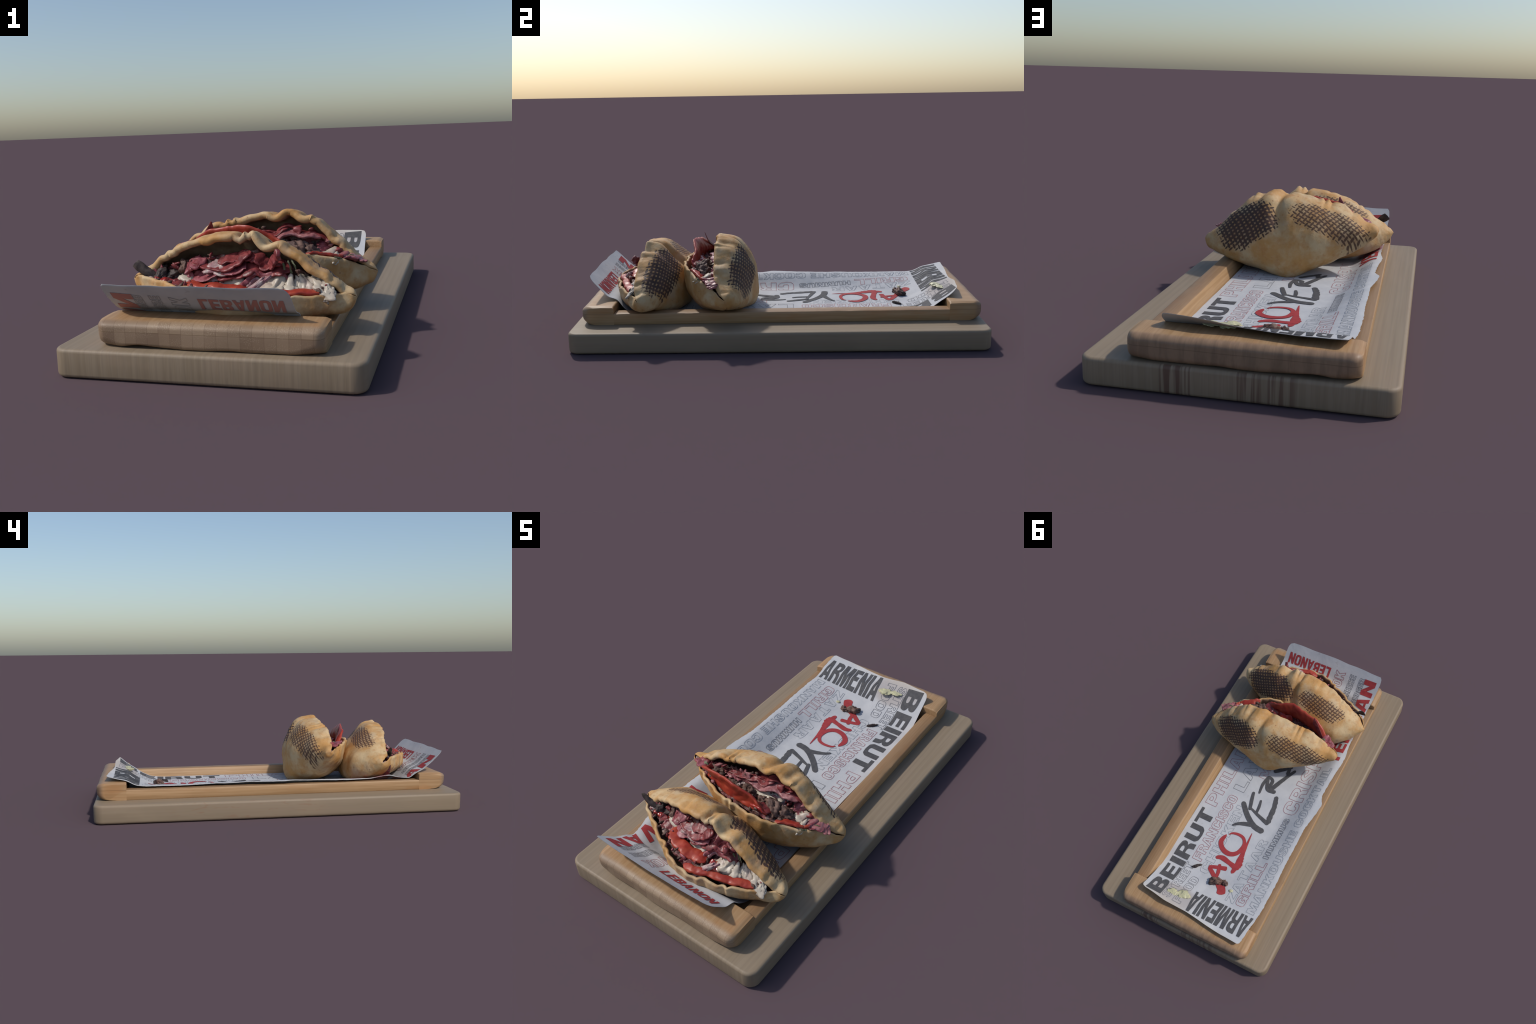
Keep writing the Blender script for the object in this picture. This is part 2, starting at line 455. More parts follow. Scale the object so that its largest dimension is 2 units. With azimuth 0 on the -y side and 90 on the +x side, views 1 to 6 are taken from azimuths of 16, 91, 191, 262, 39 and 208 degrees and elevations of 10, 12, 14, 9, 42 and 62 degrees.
def end_unit(name, sgn, parent):
    """End block: y-z profile with a curved outer foot, extruded over the width, corners rounded in plan."""
    yo = 0.957 if sgn < 0 else 0.987     # outer face
    yi = 0.80 if sgn < 0 else 0.83       # inner face of the raised block

    def profile(corner):
        fy, fz = (0.016 + 0.036 * corner, 0.018 + 0.026 * corner) if sgn < 0 else (0.026 + 0.026 * corner, 0.026 + 0.018 * corner)
        p = []
        for k in range(9):               # rounded foot, deeper towards the corners
            a = math.pi / 2 * k / 8
            p.append((yo - fy * (1 - math.sin(a)), TRAY_Z + fz * (1 - math.cos(a))))
        for k in range(9):               # broad worn shoulder
            a = math.pi / 2 * k / 8
            p.append((yo - (0.042 if sgn < 0 else 0.032) * (1 - math.cos(a)), BLOCK_Z - 0.024 * (1 - math.sin(a))))
        p.append((yi + 0.06, BLOCK_Z + 0.001))
        for k in range(6):
            a = math.pi / 2 * k / 5
            p.append((yi + 0.008 * (1 - math.sin(a)), BLOCK_Z - 0.008 * (1 - math.cos(a))))
        return p + [(yi, RAIL_Z + 0.0003), (yi, FLOOR_Z), (yi, TRAY_Z), (yi + 0.05, TRAY_Z)]
    nx = 60
    R = 0.035
    verts = []
    xs = list(0.39 - R + R * np.sin(np.linspace(math.pi / 2, 0, 8)))
    xs = xs + list(np.linspace(0.39 - R, -(0.39 - R), nx))[1:-1] + [-x for x in reversed(xs)]
    for x in xs:
        e = max(0.0, abs(x) - (0.39 - R))
        back = R - math.sqrt(max(R * R - e * e, 0))   # plan rounding pulls the outer face in
        endz = 0.006 * smooth(0.37, 0.39, abs(x))
        prof = profile(float(smooth(0.28, 0.38, abs(x))))
        for (y, z) in prof:
            t = smooth(yo - 0.09, yo, y)
            wob = 0.004 * nz((x, y, z), 9, 3.1) * t
            low = 0.012 * nz((x, 0, 0), 9, 9.7) * smooth(0.125, 0.10, z) if y > yo - 0.06 else 0
            zz = z - endz * smooth(0.17, 0.192, z) + max(low, 0)
            verts.append(tray_skew((x, sgn * (y - back * t + wob), zz)))
    n = len(prof)
    faces = grid_faces(len(xs), n, wrap_v=True)
    faces.append(tuple(range(n)))
    faces.append(tuple(range((len(xs) - 1) * n + n - 1, (len(xs) - 1) * n - 1, -1)))
    ob = mesh_object(name, verts, faces, MAT_BAMBOO, parent)
    sharp(ob)
    return ob


def sharp(ob, ang=35):
    me = ob.data
    bm = bmesh.new()
    bm.from_mesh(me)
    for e in bm.edges:
        if len(e.link_faces) == 2:
            e.smooth = e.calc_face_angle(0) < math.radians(ang)
    bm.to_mesh(me)
    bm.free()


def side_rail(sgn):
    """Rail section: square outside, worn top edge, sloped inner wall running down to the floor."""
    o, i, f = 0.39, 0.322, 0.302
    prof = [(o - 0.004, TRAY_Z), (o, TRAY_Z + 0.006), (o, 0.13), (o, RAIL_Z - 0.005), (o - 0.0015, RAIL_Z - 0.0015), (o - 0.005, RAIL_Z),
            ((o + i) / 2, RAIL_Z), (i + 0.004, RAIL_Z), (i + 0.001, RAIL_Z - 0.0015), (i - 0.001, RAIL_Z - 0.005),
            (f, FLOOR_Z + 0.004), (f, TRAY_Z)]
    verts, ys = [], np.linspace(-0.7999, 0.8299, 140)
    for y in ys:
        for k, (x, z) in enumerate(prof):
            w = 0.0022 * nz((sgn * 3, y, k * 0.02), 14, 2.0) if 5 <= k <= 9 else 0
            verts.append(tray_skew((sgn * (x + w * 0.6), y, z + w * 0.4)))
    n = len(prof)
    faces = grid_faces(len(ys), n, wrap_v=True) + [tuple(range(n)), tuple(range((len(ys) - 1) * n + n - 1, (len(ys) - 1) * n - 1, -1))]
    ob = mesh_object("rail", verts, faces, MAT_BAMBOO, tray)
    sharp(ob, 50)
    return ob


end_unit("end_block", -1, tray)
end_unit("end_block", 1, tray)
side_rail(1)
side_rail(-1)
fl = []
for z in (TRAY_Z, FLOOR_Z):
    for x, y in ((-0.301, -0.7999), (0.301, -0.7999), (0.301, 0.8299), (-0.301, 0.8299)):
        fl.append(tray_skew((x, y, z)))
mesh_object("tray_floor", fl, [(0, 3, 2, 1), (4, 5, 6, 7), (0, 1, 5, 4), (1, 2, 6, 5), (2, 3, 7, 6), (3, 0, 4, 7)], MAT_BAMBOO, tray, False)


# ------------------------------------------------------------------ paper liner
LEFT_Z = [(-.96, .338), (-.940, .316), (-.873, .250), (-.832, .215), (-.79, .193), (-.749, .168), (-.69, .172), (-.63, .184), (-.5, .168), (.0, .173), (.70, .167), (.77, .172), (.834, .199), (.88, .210), (.94, .228)]
RIGHT_Z = [(-.96, .338), (-.935, .309), (-.885, .254), (-.849, .219), (-.804, .199), (-.77, .158), (-.70, .112), (-.60, .1075), (.60, .1075), (.69, .114), (.746, .136), (.80, .172), (.853, .210), (.885, .242), (.94, .30)]
MID_Z = [(-.96, .328), (-.948, .315), (-.885, .252), (-.849, .219), (-.804, .199), (-.77, .160), (-.70, .112), (-.60, .108), (.60, .112), (.69, .126), (.75, .146), (.80, .174), (.83, .1975), (.87, .209), (.905, .223), (.94, .243)]
LEFT_X = [(-.96, -.375), (-.90, -.372), (-.80, -.364), (-.75, -.357), (-.64, -.368), (-.5, -.362), (-.37, -.376), (-.27, -.369), (-.17, -.363), (-.09, -.362), (-.055, -.374), (-.03, -.386), (.02, -.381), (.09, -.371), (.16, -.361), (.285, -.362), (.40, -.361), (.525, -.366), (.66, -.366), (.76, -.360), (.85, -.355), (.94, -.351)]
RIGHT_X = [(-.96, .275), (-.80, .285), (-.5, .288), (.0, .288), (.25, .291), (.5, .294), (.7, .297), (.80, .293), (.94, .288)]


def kn(tab, y):
    a = np.array(tab)
    return pchip(a[:, 0], a[:, 1], y)


YS = np.linspace(-.96, .94, 400)
TL, TR, TM = kn(LEFT_Z, YS), kn(RIGHT_Z, YS), kn(MID_Z, YS)
XL, XR = kn(LEFT_X, YS), kn(RIGHT_X, YS)


def paper_z(x, y):
    l, r, md = np.interp(y, YS, TL), np.interp(y, YS, TR), np.interp(y, YS, TM)
    lift = float(np.interp(y, (-.5, 0, .2, .45, .72), (.08, .12, .20, .42, 1.0)))
    f = smooth(-.235 + .22 * lift, -.352, x)
    f = f + (max(0.0, min(1.0, (.06 - x) / .41)) - f) * .6 * lift
    c = max(smooth(.70, .82, y), smooth(-.72, -.82, y))
    u = min(max((.28 - x) / .64, 0), 1)
    curl = r * (u - .42) * (u - 1) / .42 + md * u * (u - 1) / (.42 * (.42 - 1)) + l * u * (u - .42) / .58
    z = (r + (l - r) * f) * (1 - c) + curl * c
    wr = 0.0022 * nz((x, y, 0), 7, 1.7) + 0.0012 * nz((x, y, 0), 19, 4.2)
    edge = smooth(.22, .29, x)
    z += wr + 0.002 * edge * nz((x, y, 0), 11, 8.0)
    if -.78 < y < .80 and x > -.30:
        z = max(z, FLOOR_Z + 0.0035)
    return z


def near_end(x):
    return -0.947 + 0.075 * (x + .03) ** 2 - 0.003 * nz((x, 0, 0), 8, 5.5)


def far_end(x):
    return float(np.interp(x, (-.36, -.25, .0, .15, .29), (.936, .931, .906, .904, .888))) + 0.003 * nz((x, 0, 0), 9, 2.5)


def paper_liner():
    nx, ny = 100, 300
    th = 0.0022
    tops = []
    for j in range(ny):
        b = j / (ny - 1)
        for i in range(nx):
            a = i / (nx - 1)
            xm = -.37 + .66 * a
            y0, y1 = near_end(xm), far_end(xm)
            y = y0 + (y1 - y0) * b
            xl, xr = np.interp(y, YS, XL), np.interp(y, YS, XR)
            # clipped round corners
            for yy, rr in ((y - y0, 0.03), (y1 - y, 0.028)):
                if yy < rr:
                    cut = rr - math.sqrt(max(rr * rr - (rr - yy) ** 2, 0))
                    xr -= cut
                    xl += cut * 0.4
            torn = 0.0025 * nz((0, y, 0), 45, 3.0) + 0.002 * nz((0, y, 0), 120, 1.0)
            x = (xl + torn) + (xr - xl - torn) * a
            tops.append((x, y, paper_z(x, y)))
    n = len(tops)
    verts = tops + [(x, y, z - th) for x, y, z in tops]
    f = grid_faces(ny, nx)
    faces = f + [tuple(n + k for k in reversed(q)) for q in f]
    rim = [(0, i) for i in range(nx)] + [(j, nx - 1) for j in range(1, ny)] + [(ny - 1, i) for i in range(nx - 2, -1, -1)] + [(j, 0) for j in range(ny - 2, 0, -1)]
    rim = [j * nx + i for j, i in rim]
    for k in range(len(rim)):
        a, b = rim[k], rim[(k + 1) % len(rim)]
        faces.append((a, b, n + b, n + a))
    ob = mesh_object("paper_liner", verts, faces, MAT_PAPER)
    sharp(ob, 60)
    return ob


paper = paper_liner()
paper["label"] = "curled printed paper liner with bold words and outlined lettering"
paper["category"] = "paper liner"
UNDER = -0.0022


GLYPH = {}


def glyph(ch, outer, holes=(), soft=False):
    """Heavy poster letter on a 14-unit cap height; soft rounds its corners."""
    GLYPH[ch] = (max(p[0] for p in outer), [outer, *holes], soft)


BOWL_OUT = [(5, 0), (1.5, .6), (0, 3), (0, 11), (1.5, 13.4), (5, 14), (8.5, 13.4), (10, 11)]
BOWL_IN = [(6.8, 10.8), (5, 11.5), (3.3, 10.8), (3.3, 3.2), (5, 2.5), (6.8, 3.2)]
glyph("A", [(0, 0), (3.3, 14), (6.7, 14), (10, 0), (7, 0), (6.5, 2.6), (3.5, 2.6), (3, 0)], [[(4, 5), (6, 5), (5, 10.5)]])
glyph("B", [(0, 0), (0, 14), (6, 14), (9, 13), (9.5, 11), (9.2, 8.5), (7.8, 7.3), (9.5, 6), (10, 4), (9.4, 1.2), (6.5, 0)],
      [[(3.2, 8.6), (3.2, 11.3), (5.6, 11.3), (6.3, 10), (5.6, 8.6)], [(3.2, 2.7), (3.2, 5.8), (5.8, 5.8), (6.6, 4.2), (5.8, 2.7)]], True)
glyph("C", [(10, 5), (10, 3), (8.5, .6)] + BOWL_OUT + [(10, 9), (6.8, 9)] + BOWL_IN + [(6.8, 5)], soft=True)
glyph("D", [(0, 0), (0, 14), (6, 14), (9, 12.5), (10, 10), (10, 4), (9, 1.5), (6, 0)], [[(3.3, 2.7), (3.3, 11.3), (5.6, 11.3), (6.7, 9.6), (6.7, 4.4), (5.6, 2.7)]], True)
glyph("E", [(0, 0), (0, 14), (8.5, 14), (8.5, 11.2), (3.3, 11.2), (3.3, 8.6), (8, 8.6), (8, 5.8), (3.3, 5.8), (3.3, 2.8), (8.8, 2.8), (8.8, 0)])
glyph("F", [(0, 0), (0, 14), (8.5, 14), (8.5, 11.2), (3.3, 11.2), (3.3, 8.4), (7.8, 8.4), (7.8, 5.6), (3.3, 5.6), (3.3, 0)])
glyph("G", [(5.4, 7.6), (10, 7.6), (10, 0), (7.8, 0), (7.4, 1.2)] + BOWL_OUT + [(10, 9.4), (6.8, 9.4)] + BOWL_IN + [(6.8, 5.2), (5.4, 5.2)], soft=True)
glyph("H", [(0, 0), (0, 14), (3.3, 14), (3.3, 8.7), (6.7, 8.7), (6.7, 14), (10, 14), (10, 0), (6.7, 0), (6.7, 5.8), (3.3, 5.8), (3.3, 0)])
glyph("I", [(0, 0), (0, 14), (3.4, 14), (3.4, 0)])
glyph("K", [(0, 0), (0, 14), (3.3, 14), (3.3, 8.8), (6.4, 14), (10, 14), (6.6, 8), (10.2, 0), (6.7, 0), (4.4, 5.4), (3.3, 3.6), (3.3, 0)])
glyph("L", [(0, 0), (0, 14), (3.3, 14), (3.3, 2.8), (8.2, 2.8), (8.2, 0)])
glyph("M", [(0, 0), (0, 14), (4.4, 14), (6.2, 6), (8, 14), (12.4, 14), (12.4, 0), (9.5, 0), (9.5, 9), (7.3, 0), (5.1, 0), (2.9, 9), (2.9, 0)])
glyph("N", [(0, 0), (0, 14), (3.2, 14), (6.8, 6.4), (6.8, 14), (10, 14), (10, 0), (6.8, 0), (3.2, 7.4), (3.2, 0)])
glyph("O", BOWL_OUT + [(10, 3), (8.5, .6)], [BOWL_IN], True)
glyph("P", [(0, 0), (0, 14), (6, 14), (9, 13), (10, 10.5), (10, 8.3), (9, 5.8), (6, 4.8), (3.3, 4.8), (3.3, 0)], [[(3.3, 7.5), (3.3, 11.3), (5.8, 11.3), (6.7, 10.2), (6.7, 8.6), (5.8, 7.5)]], True)
glyph("R", [(0, 0), (0, 14), (6, 14), (9, 13), (10, 10.8), (9.6, 8.2), (8, 7), (9.6, 5.6), (10.2, 0), (6.9, 0), (6.4, 4.6), (5.2, 5.5), (3.3, 5.5), (3.3, 0)],
      [[(3.3, 8), (3.3, 11.3), (5.8, 11.3), (6.7, 10.3), (6.7, 9), (5.8, 8)]], True)
glyph("S", [(0, 4.6), (3.1, 4.6), (3.3, 3), (5, 2.4), (6.8, 3.2), (6.5, 4.8), (2, 7.2), (.2, 9.3), (.3, 11.6), (2, 13.6), (5, 14), (8.2, 13.4), (9.6, 11.2), (9.6, 9.8), (6.5, 9.8), (6.3, 11.1),
            (5, 11.6), (3.4, 11), (3.5, 9.7), (8.4, 7), (10, 4.8), (9.8, 2.4), (8, .5), (5, 0), (1.8, .6), (0, 3)], soft=True)
glyph("T", [(3.2, 0), (3.2, 11.2), (0, 11.2), (0, 14), (9.8, 14), (9.8, 11.2), (6.6, 11.2), (6.6, 0)])
glyph("U", [(0, 14), (3.3, 14), (3.3, 3.4), (5, 2.5), (6.7, 3.4), (6.7, 14), (10, 14), (10, 3.2), (8.5, .6), (5, 0), (1.5, .6), (0, 3.2)], soft=True)
glyph("V", [(0, 14), (3.4, 14), (5.2, 4.6), (7, 14), (10.4, 14), (7, 0), (3.4, 0)])
glyph("W", [(0, 14), (3, 14), (4.4, 5.4), (5.8, 14), (8.4, 14), (9.8, 5.4), (11.2, 14), (14.2, 14), (11.4, 0), (8.4, 0), (7.1, 8), (5.8, 0), (2.8, 0)])
glyph("Y", [(0, 14), (3.4, 14), (5.1, 8.8), (6.8, 14), (10.2, 14), (6.8, 5.4), (6.8, 0), (3.4, 0), (3.4, 5.4)])
glyph("Z", [(0, 0), (0, 2.6), (5.4, 11.2), (.4, 11.2), (.4, 14), (9.4, 14), (9.4, 11.6), (4, 2.8), (9.4, 2.8), (9.4, 0)])


def soften(loop, size=0.9):
    """Round every obtuse corner of a letter outline; keep square ones."""
    out = []
    n = len(loop)
    for k in range(n):
        a, b, c = (Vector(loop[(k + d) % n]) for d in (-1, 0, 1))
        u, v = (a - b), (c - b)
        if u.normalized().dot(v.normalized()) > -0.12:
            out.append(tuple(b))
            continue
        ru, rv = min(size, u.length * 0.45), min(size, v.length * 0.45)
        p, q = b + u.normalized() * ru, b + v.normalized() * rv
        for t in (0, .33, .67, 1):
            out.append(tuple(p * (1 - t) ** 2 + b * 2 * t * (1 - t) + q * t * t))
    return out


def word_loops(s, gap=1.1):
    """Outline loops of a word scaled to the unit square."""
    x, loops = 0.0, []
    for ch in s:
        if ch == " ":
            x += 4.0
            continue
        w, ls, soft_ = GLYPH[ch]
        for l in ls:
            l = soften(l) if soft_ else l
            loops.append([(px + x, py) for px, py in l])
        x += w + gap
    W = x - gap
    return [[(px / W, py / 14) for px, py in l] for l in loops]


def fill_loops(loops):
    cu = bpy.data.curves.new("t", 'CURVE')
    cu.dimensions = '2D'
    cu.fill_mode = 'BOTH'
    for l in loops:
        sp = cu.splines.new('POLY')
        sp.points.add(len(l) - 1)
        for p, q in zip(sp.points, l):
            p.co = (q[0], q[1], 0, 1)
        sp.use_cyclic_u = True
    ob = bpy.data.objects.new("t", cu)
    COL.objects.link(ob)
    dg = bpy.context.evaluated_depsgraph_get()
    me = bpy.data.meshes.new_from_object(ob.evaluated_get(dg))
    bpy.data.objects.remove(ob)
    bpy.data.curves.remove(cu)
    bm = bmesh.new()
    bm.from_mesh(me)
    bpy.data.meshes.remove(me)
    return bm


def to_plan(u, v, x0, y0, length, height, along):
    if along == 'y':                      # reads towards -y, tops towards +x
        return x0 + v * height, y0 - u * length
    return x0 + u * length, y0 + v * height   # reads towards +x, tops towards +y


def lay_on_paper(bm, lift):
    for v in bm.verts:
        v.co.z = paper_z(v.co.x, v.co.y) + lift


def cut_to_strips(bm, step):
    for ax in (0, 1):
        lo = min(v.co[ax] for v in bm.verts)
        hi = max(v.co[ax] for v in bm.verts)
        k = math.ceil(lo / step) * step
        no = (1, 0, 0) if ax == 0 else (0, 1, 0)
        while k < hi:
            co = (k, 0, 0) if ax == 0 else (0, k, 0)
            bmesh.ops.bisect_plane(bm, geom=bm.verts[:] + bm.edges[:] + bm.faces[:], dist=1e-6, plane_co=co, plane_no=no)
            k += step


def finish_ink(bm, name, mat):
    me = bpy.data.meshes.new(name)
    for f in bm.faces:
        f.normal_update()
        if f.normal.z < 0:
            f.normal_flip()
        f.smooth = True
    bm.to_mesh(me)
    bm.free()
    me.materials.append(mat)
    ob = bpy.data.objects.new(name, me)
    COL.objects.link(ob)
    ob.parent = paper
    return ob


def solid_word(s, x0, y0, length, height, along, mat, ghost=None):
    for m, lift in ((mat, 0.0017),) + (((ghost, UNDER - 0.0017),) if ghost else ()):
        bm = fill_loops([[to_plan(u, v, x0, y0, length, height, along) for u, v in l] for l in word_loops(s)])
        cut_to_strips(bm, 0.009)
        lay_on_paper(bm, lift)
        finish_ink(bm, "printed_word" if lift > 0 else "showing_through_word", m)


def outline_word(s, x0, y0, length, height, along, mat, wid=0.0021, ghost=None):
    loops = [[Vector(to_plan(u, v, x0, y0, length, height, along)) for u, v in l] for l in word_loops(s, 1.3)]
    for m, lift in ((mat, 0.0017),) + (((ghost, UNDER - 0.0017),) if ghost else ()):
        bm = bmesh.new()
        for pts in loops:
            dense = []
            for k, p in enumerate(pts):
                q = pts[(k + 1) % len(pts)]
                steps = max(1, int((q - p).length / 0.009))
                dense += [p.lerp(q, t / steps) for t in range(steps)]
            n = len(dense)
            ins, outs = [], []
            for k in range(n):
                a, b, c = dense[k - 1], dense[k], dense[(k + 1) % n]
                d1 = (b - a).normalized()
                d2 = (c - b).normalized()
                n1, n2 = Vector((-d1.y, d1.x)), Vector((-d2.y, d2.x))
                mm = n1 + n2
                if mm.length < 0.3:
                    mm = n1
                mm.normalize()
                w = wid / 2 / max(0.5, mm.dot(n1))
                ins.append(bm.verts.new((*(b + mm * w), 0)))
                outs.append(bm.verts.new((*(b - mm * w), 0)))
            for k in range(n):
                j = (k + 1) % n
                bm.faces.new((outs[k], outs[j], ins[j], ins[k]))
        lay_on_paper(bm, lift)
        finish_ink(bm, "outlined_word" if lift > 0 else "showing_through_word", m)


def brush_stroke(pts, widths, mat, lift=0.0019, rag=0.05):
    """One pass of a loaded brush: swelling, ragged-edged ribbon."""
    n = 44
    p = catmull(pts, n)
    w = np.interp(np.linspace(0, 1, n), np.linspace(0, 1, len(widths)), widths)
    bm = bmesh.new()
    rows = []
    for k in range(n):
        t = p[min(k + 1, n - 1)] - p[max(k - 1, 0)]
        t = t / (np.linalg.norm(t) + 1e-9)
        nrm = np.array((-t[1], t[0]))
        cap = math.sqrt(max(0.0, 1 - max(0, 1 - k / 3.0) ** 2)) if k < 3 else (math.sqrt(max(0.0, 1 - max(0, 1 - (n - 1 - k) / 3.0) ** 2)) if k > n - 4 else 1)
        cap = max(cap, 0.25)
        row = []
        for s in np.linspace(-1, 1, 5):
            r = 1 + rag * nz((p[k][0], p[k][1], s), 70, 6.0)
            q = p[k] + nrm * s * w[k] / 2 * cap * r
            row.append(bm.verts.new((q[0], q[1], 0)))
        rows.append(row)
    for a, b in zip(rows[:-1], rows[1:]):
        for k in range(4):
            bm.faces.new((a[k], a[k + 1], b[k + 1], b[k]))
    lay_on_paper(bm, lift)
    return finish_ink(bm, "brush_stroke", mat)


solid_word("BEIRUT", .173, .882, .610, .092, 'y', MAT_INK_BLACK)
solid_word("ARMENIA", -.348, .762, .366, .137, 'x', MAT_INK_BLACK)
solid_word("LEBANON", -.040, -.899, .292, .050, 'x', MAT_INK_RED, MAT_INK_GHOST)
solid_word("YEREVAN", -.350, -.325, .583, .078, 'y', MAT_INK_RED, MAT_INK_GHOST)
outline_word("PHILADELPHIA", .193, .238, .90, .072, 'y', MAT_INK_ROSE)
outline_word("STREET", .118, .880, .262, .050, 'y', MAT_INK_GREY)
outline_word("FRANCISCO", .098, .585, .462, .058, 'y', MAT_INK_ROSE)
outline_word("FOOD", .048, .882, .200, .050, 'y', MAT_INK_GREY)
outline_word("CHICKEN", .024, .636, .470, .056, 'y', MAT_INK_FAINT)
outline_word("LAVASH", .086, .078, .62, .072, 'y', MAT_INK_GREY)
outline_word("MEZE", .010, -.062, .30, .045, 'y', MAT_INK_ROSE)
outline_word("ZATAAR", -.200, .735, .434, .052, 'y', MAT_INK_FAINT)
outline_word("GRILL", -.264, .730, .296, .055, 'y', MAT_INK_ROSE)
outline_word("HUMMUS", -.252, .408, .288, .034, 'y', MAT_INK_GREY, wid=0.0026)
outline_word("CRISPY", -.266, .088, .53, .088, 'y', MAT_INK_ROSE)
outline_word("MANKOUSHE COCKTAIL", -.337, .745, 1.03, .046, 'y', MAT_INK_FAINT, wid=0.0026)
outline_word("WOK", -.140, -.770, .132, .062, 'y', MAT_INK_ROSE, ghost=MAT_INK_GHOST_GREY)
outline_word("CHEESE", -.212, -.770, .135, .038, 'y', MAT_INK_GREY, ghost=MAT_INK_GHOST_GREY)
outline_word("BURGER", -.274, -.770, .135, .034, 'y', MAT_INK_GREY, ghost=MAT_INK_GHOST_GREY)

# brushed lettering, red part
RED, BLK = MAT_INK_RED, MAT_INK_BLACK
brush_stroke([(-.108, .715), (-.087, .673), (-.024, .633), (.040, .590)], [.052, .044, .026, .024], RED)
brush_stroke([(.042, .592), (.008, .577), (-.062, .557)], [.022, .022, .028], RED, 0.0019)
brush_stroke([(-.010, .548), (-.026, .600), (-.032, .640)], [.018, .022, .016], RED, 0.0022)
brush_stroke([(.034, .522), (.001, .508), (-.050, .517), (-.107, .530)], [.020, .032, .026, .034], RED)
brush_stroke([(-.098, .570), (-.104, .502), (-.095, .404), (-.086, .292)], [.024, .034, .016, .004], RED, 0.0019, 0.15)
brush_stroke([(-.108, .540), (-.122, .500), (-.116, .455)], [.018, .020, .010], RED, 0.0022, 1.4)
brush_stroke([(.046, .367), (.054, .421), (.018, .460), (-.031, .468), (-.069, .440), (-.079, .383), (-.058, .346), (-.021, .336), (.018, .344), (.034, .362)],
             [.018, .028, .028, .030, .028, .024, .020, .018, .016, .010], RED, 0.0025)
# brushed lettering, charcoal part
brush_stroke([(-.143, .258), (-.073, .247), (-.002, .199), (.062, .131)], [.036, .034, .032, .030], BLK)
brush_stroke([(.047, .300), (.012, .272), (-.067, .240)], [.012, .024, .034], BLK, 0.0019)
brush_stroke([(-.146, .200), (-.082, .180), (-.014, .155), (.006, .150)], [.028, .022, .018, .012], BLK)
brush_stroke([(-.106, .010), (-.126, .087), (-.137, .200)], [.024, .030, .030], BLK, 0.0019, 0.25)
brush_stroke([(.034, .044), (.019, .100), (-.002, .165)], [.018, .022, .020], BLK, 0.0022)
brush_stroke([(-.032, .074), (-.042, .119), (-.046, .165)], [.012, .018, .016], BLK, 0.0022)
brush_stroke([(-.088, -.010), (-.032, -.008), (.000, -.084)], [.026, .022, .018], BLK)
brush_stroke([(.000, .042), (.008, -.028), (-.002, -.095)], [.012, .020, .018], BLK, 0.0019)
brush_stroke([(-.002, -.092), (-.036, -.070), (-.030, -.004)], [.016, .022, .020], BLK, 0.0022)
brush_stroke([(-.050, -.010), (-.090, -.108), (-.132, -.200)], [.030, .024, .018], BLK, 0.0025)
brush_stroke([(-.011, -.134), (-.039, -.155), (-.104, -.216)], [.024, .026, .022], BLK)
brush_stroke([(-.098, -.150), (-.090, -.205)], [.022, .020], BLK, 0.0019)


def lump(name, c, r, mat, seed, amp=0.3, freq=1.6, parent=None, rot=0.0, axes=None, sub=4, fine=0.06):
    """Irregular rounded lump; axes gives its own x, y, z directions."""
    bm = bmesh.new()
    bmesh.ops.create_icosphere(bm, subdivisions=sub, radius=1.0)
    ax = axes if axes is not None else (Vector((math.cos(rot), math.sin(rot), 0)), Vector((-math.sin(rot), math.cos(rot), 0)), Vector((0, 0, 1)))
    for v in bm.verts:
        p = v.co.copy()
        k = 1 + amp * nz(p, freq, seed) + amp * 0.5 * nz(p, freq * 2.3, seed + 5) + fine * nz(p, 7.5, seed + 2)
        p *= k
        v.co = Vector(c) + ax[0] * p.x * r[0] + ax[1] * p.y * r[1] + ax[2] * p.z * r[2]
    for f in bm.faces:
        f.smooth = True
    me = bpy.data.meshes.new(name)
    bm.to_mesh(me)
    bm.free()
    me.materials.append(mat)
    ob = bpy.data.objects.new(name, me)
    COL.objects.link(ob)
    if parent:
        ob.parent = parent
    return ob


def on_paper(name, x, y, r, mat, seed, rot, parent=None, amp=0.35):
    return lump(name, (x, y, paper_z(x, y) + r[2] * 0.55), r, mat, seed, amp, 1.8, parent, rot, sub=4, fine=0.15)


scrap = on_paper("meat_scrap", -.045, .655, (.036, .020, .020), MAT_MEAT, 3.0, 0.5, amp=.55)
on_paper("meat_piece", -.092, .640, (.020, .016, .014), MAT_MEAT, 5.5, -0.4, scrap, .5)
on_paper("charred_edge", -.022, .668, (.020, .013, .014), MAT_CHAR, 8.2, 0.9, scrap, .5)
scrap["label"] = "small dark crumbly piece of grilled meat"
scrap["category"] = "meat scrap"
shred = on_paper("charred_shred", .106, .618, (.027, .008, .009), MAT_CHAR, 12.0, 0.75, None, .4)
shred["label"] = "thin curled charred food shred on paper"
shred["category"] = "food scrap"
on_paper("sauce_smear", .062, .826, (.036, .026, .007), MAT_MAYO, 1.0, 0.3, paper, .5)
on_paper("sauce_smear", .120, .838, (.030, .022, .004), MAT_MAYO, 2.0, 0.2, paper, .5)
on_paper("sauce_smear", -.150, .668, (.011, .008, .003), MAT_MAYO, 4.0, 0.2, paper, .5)


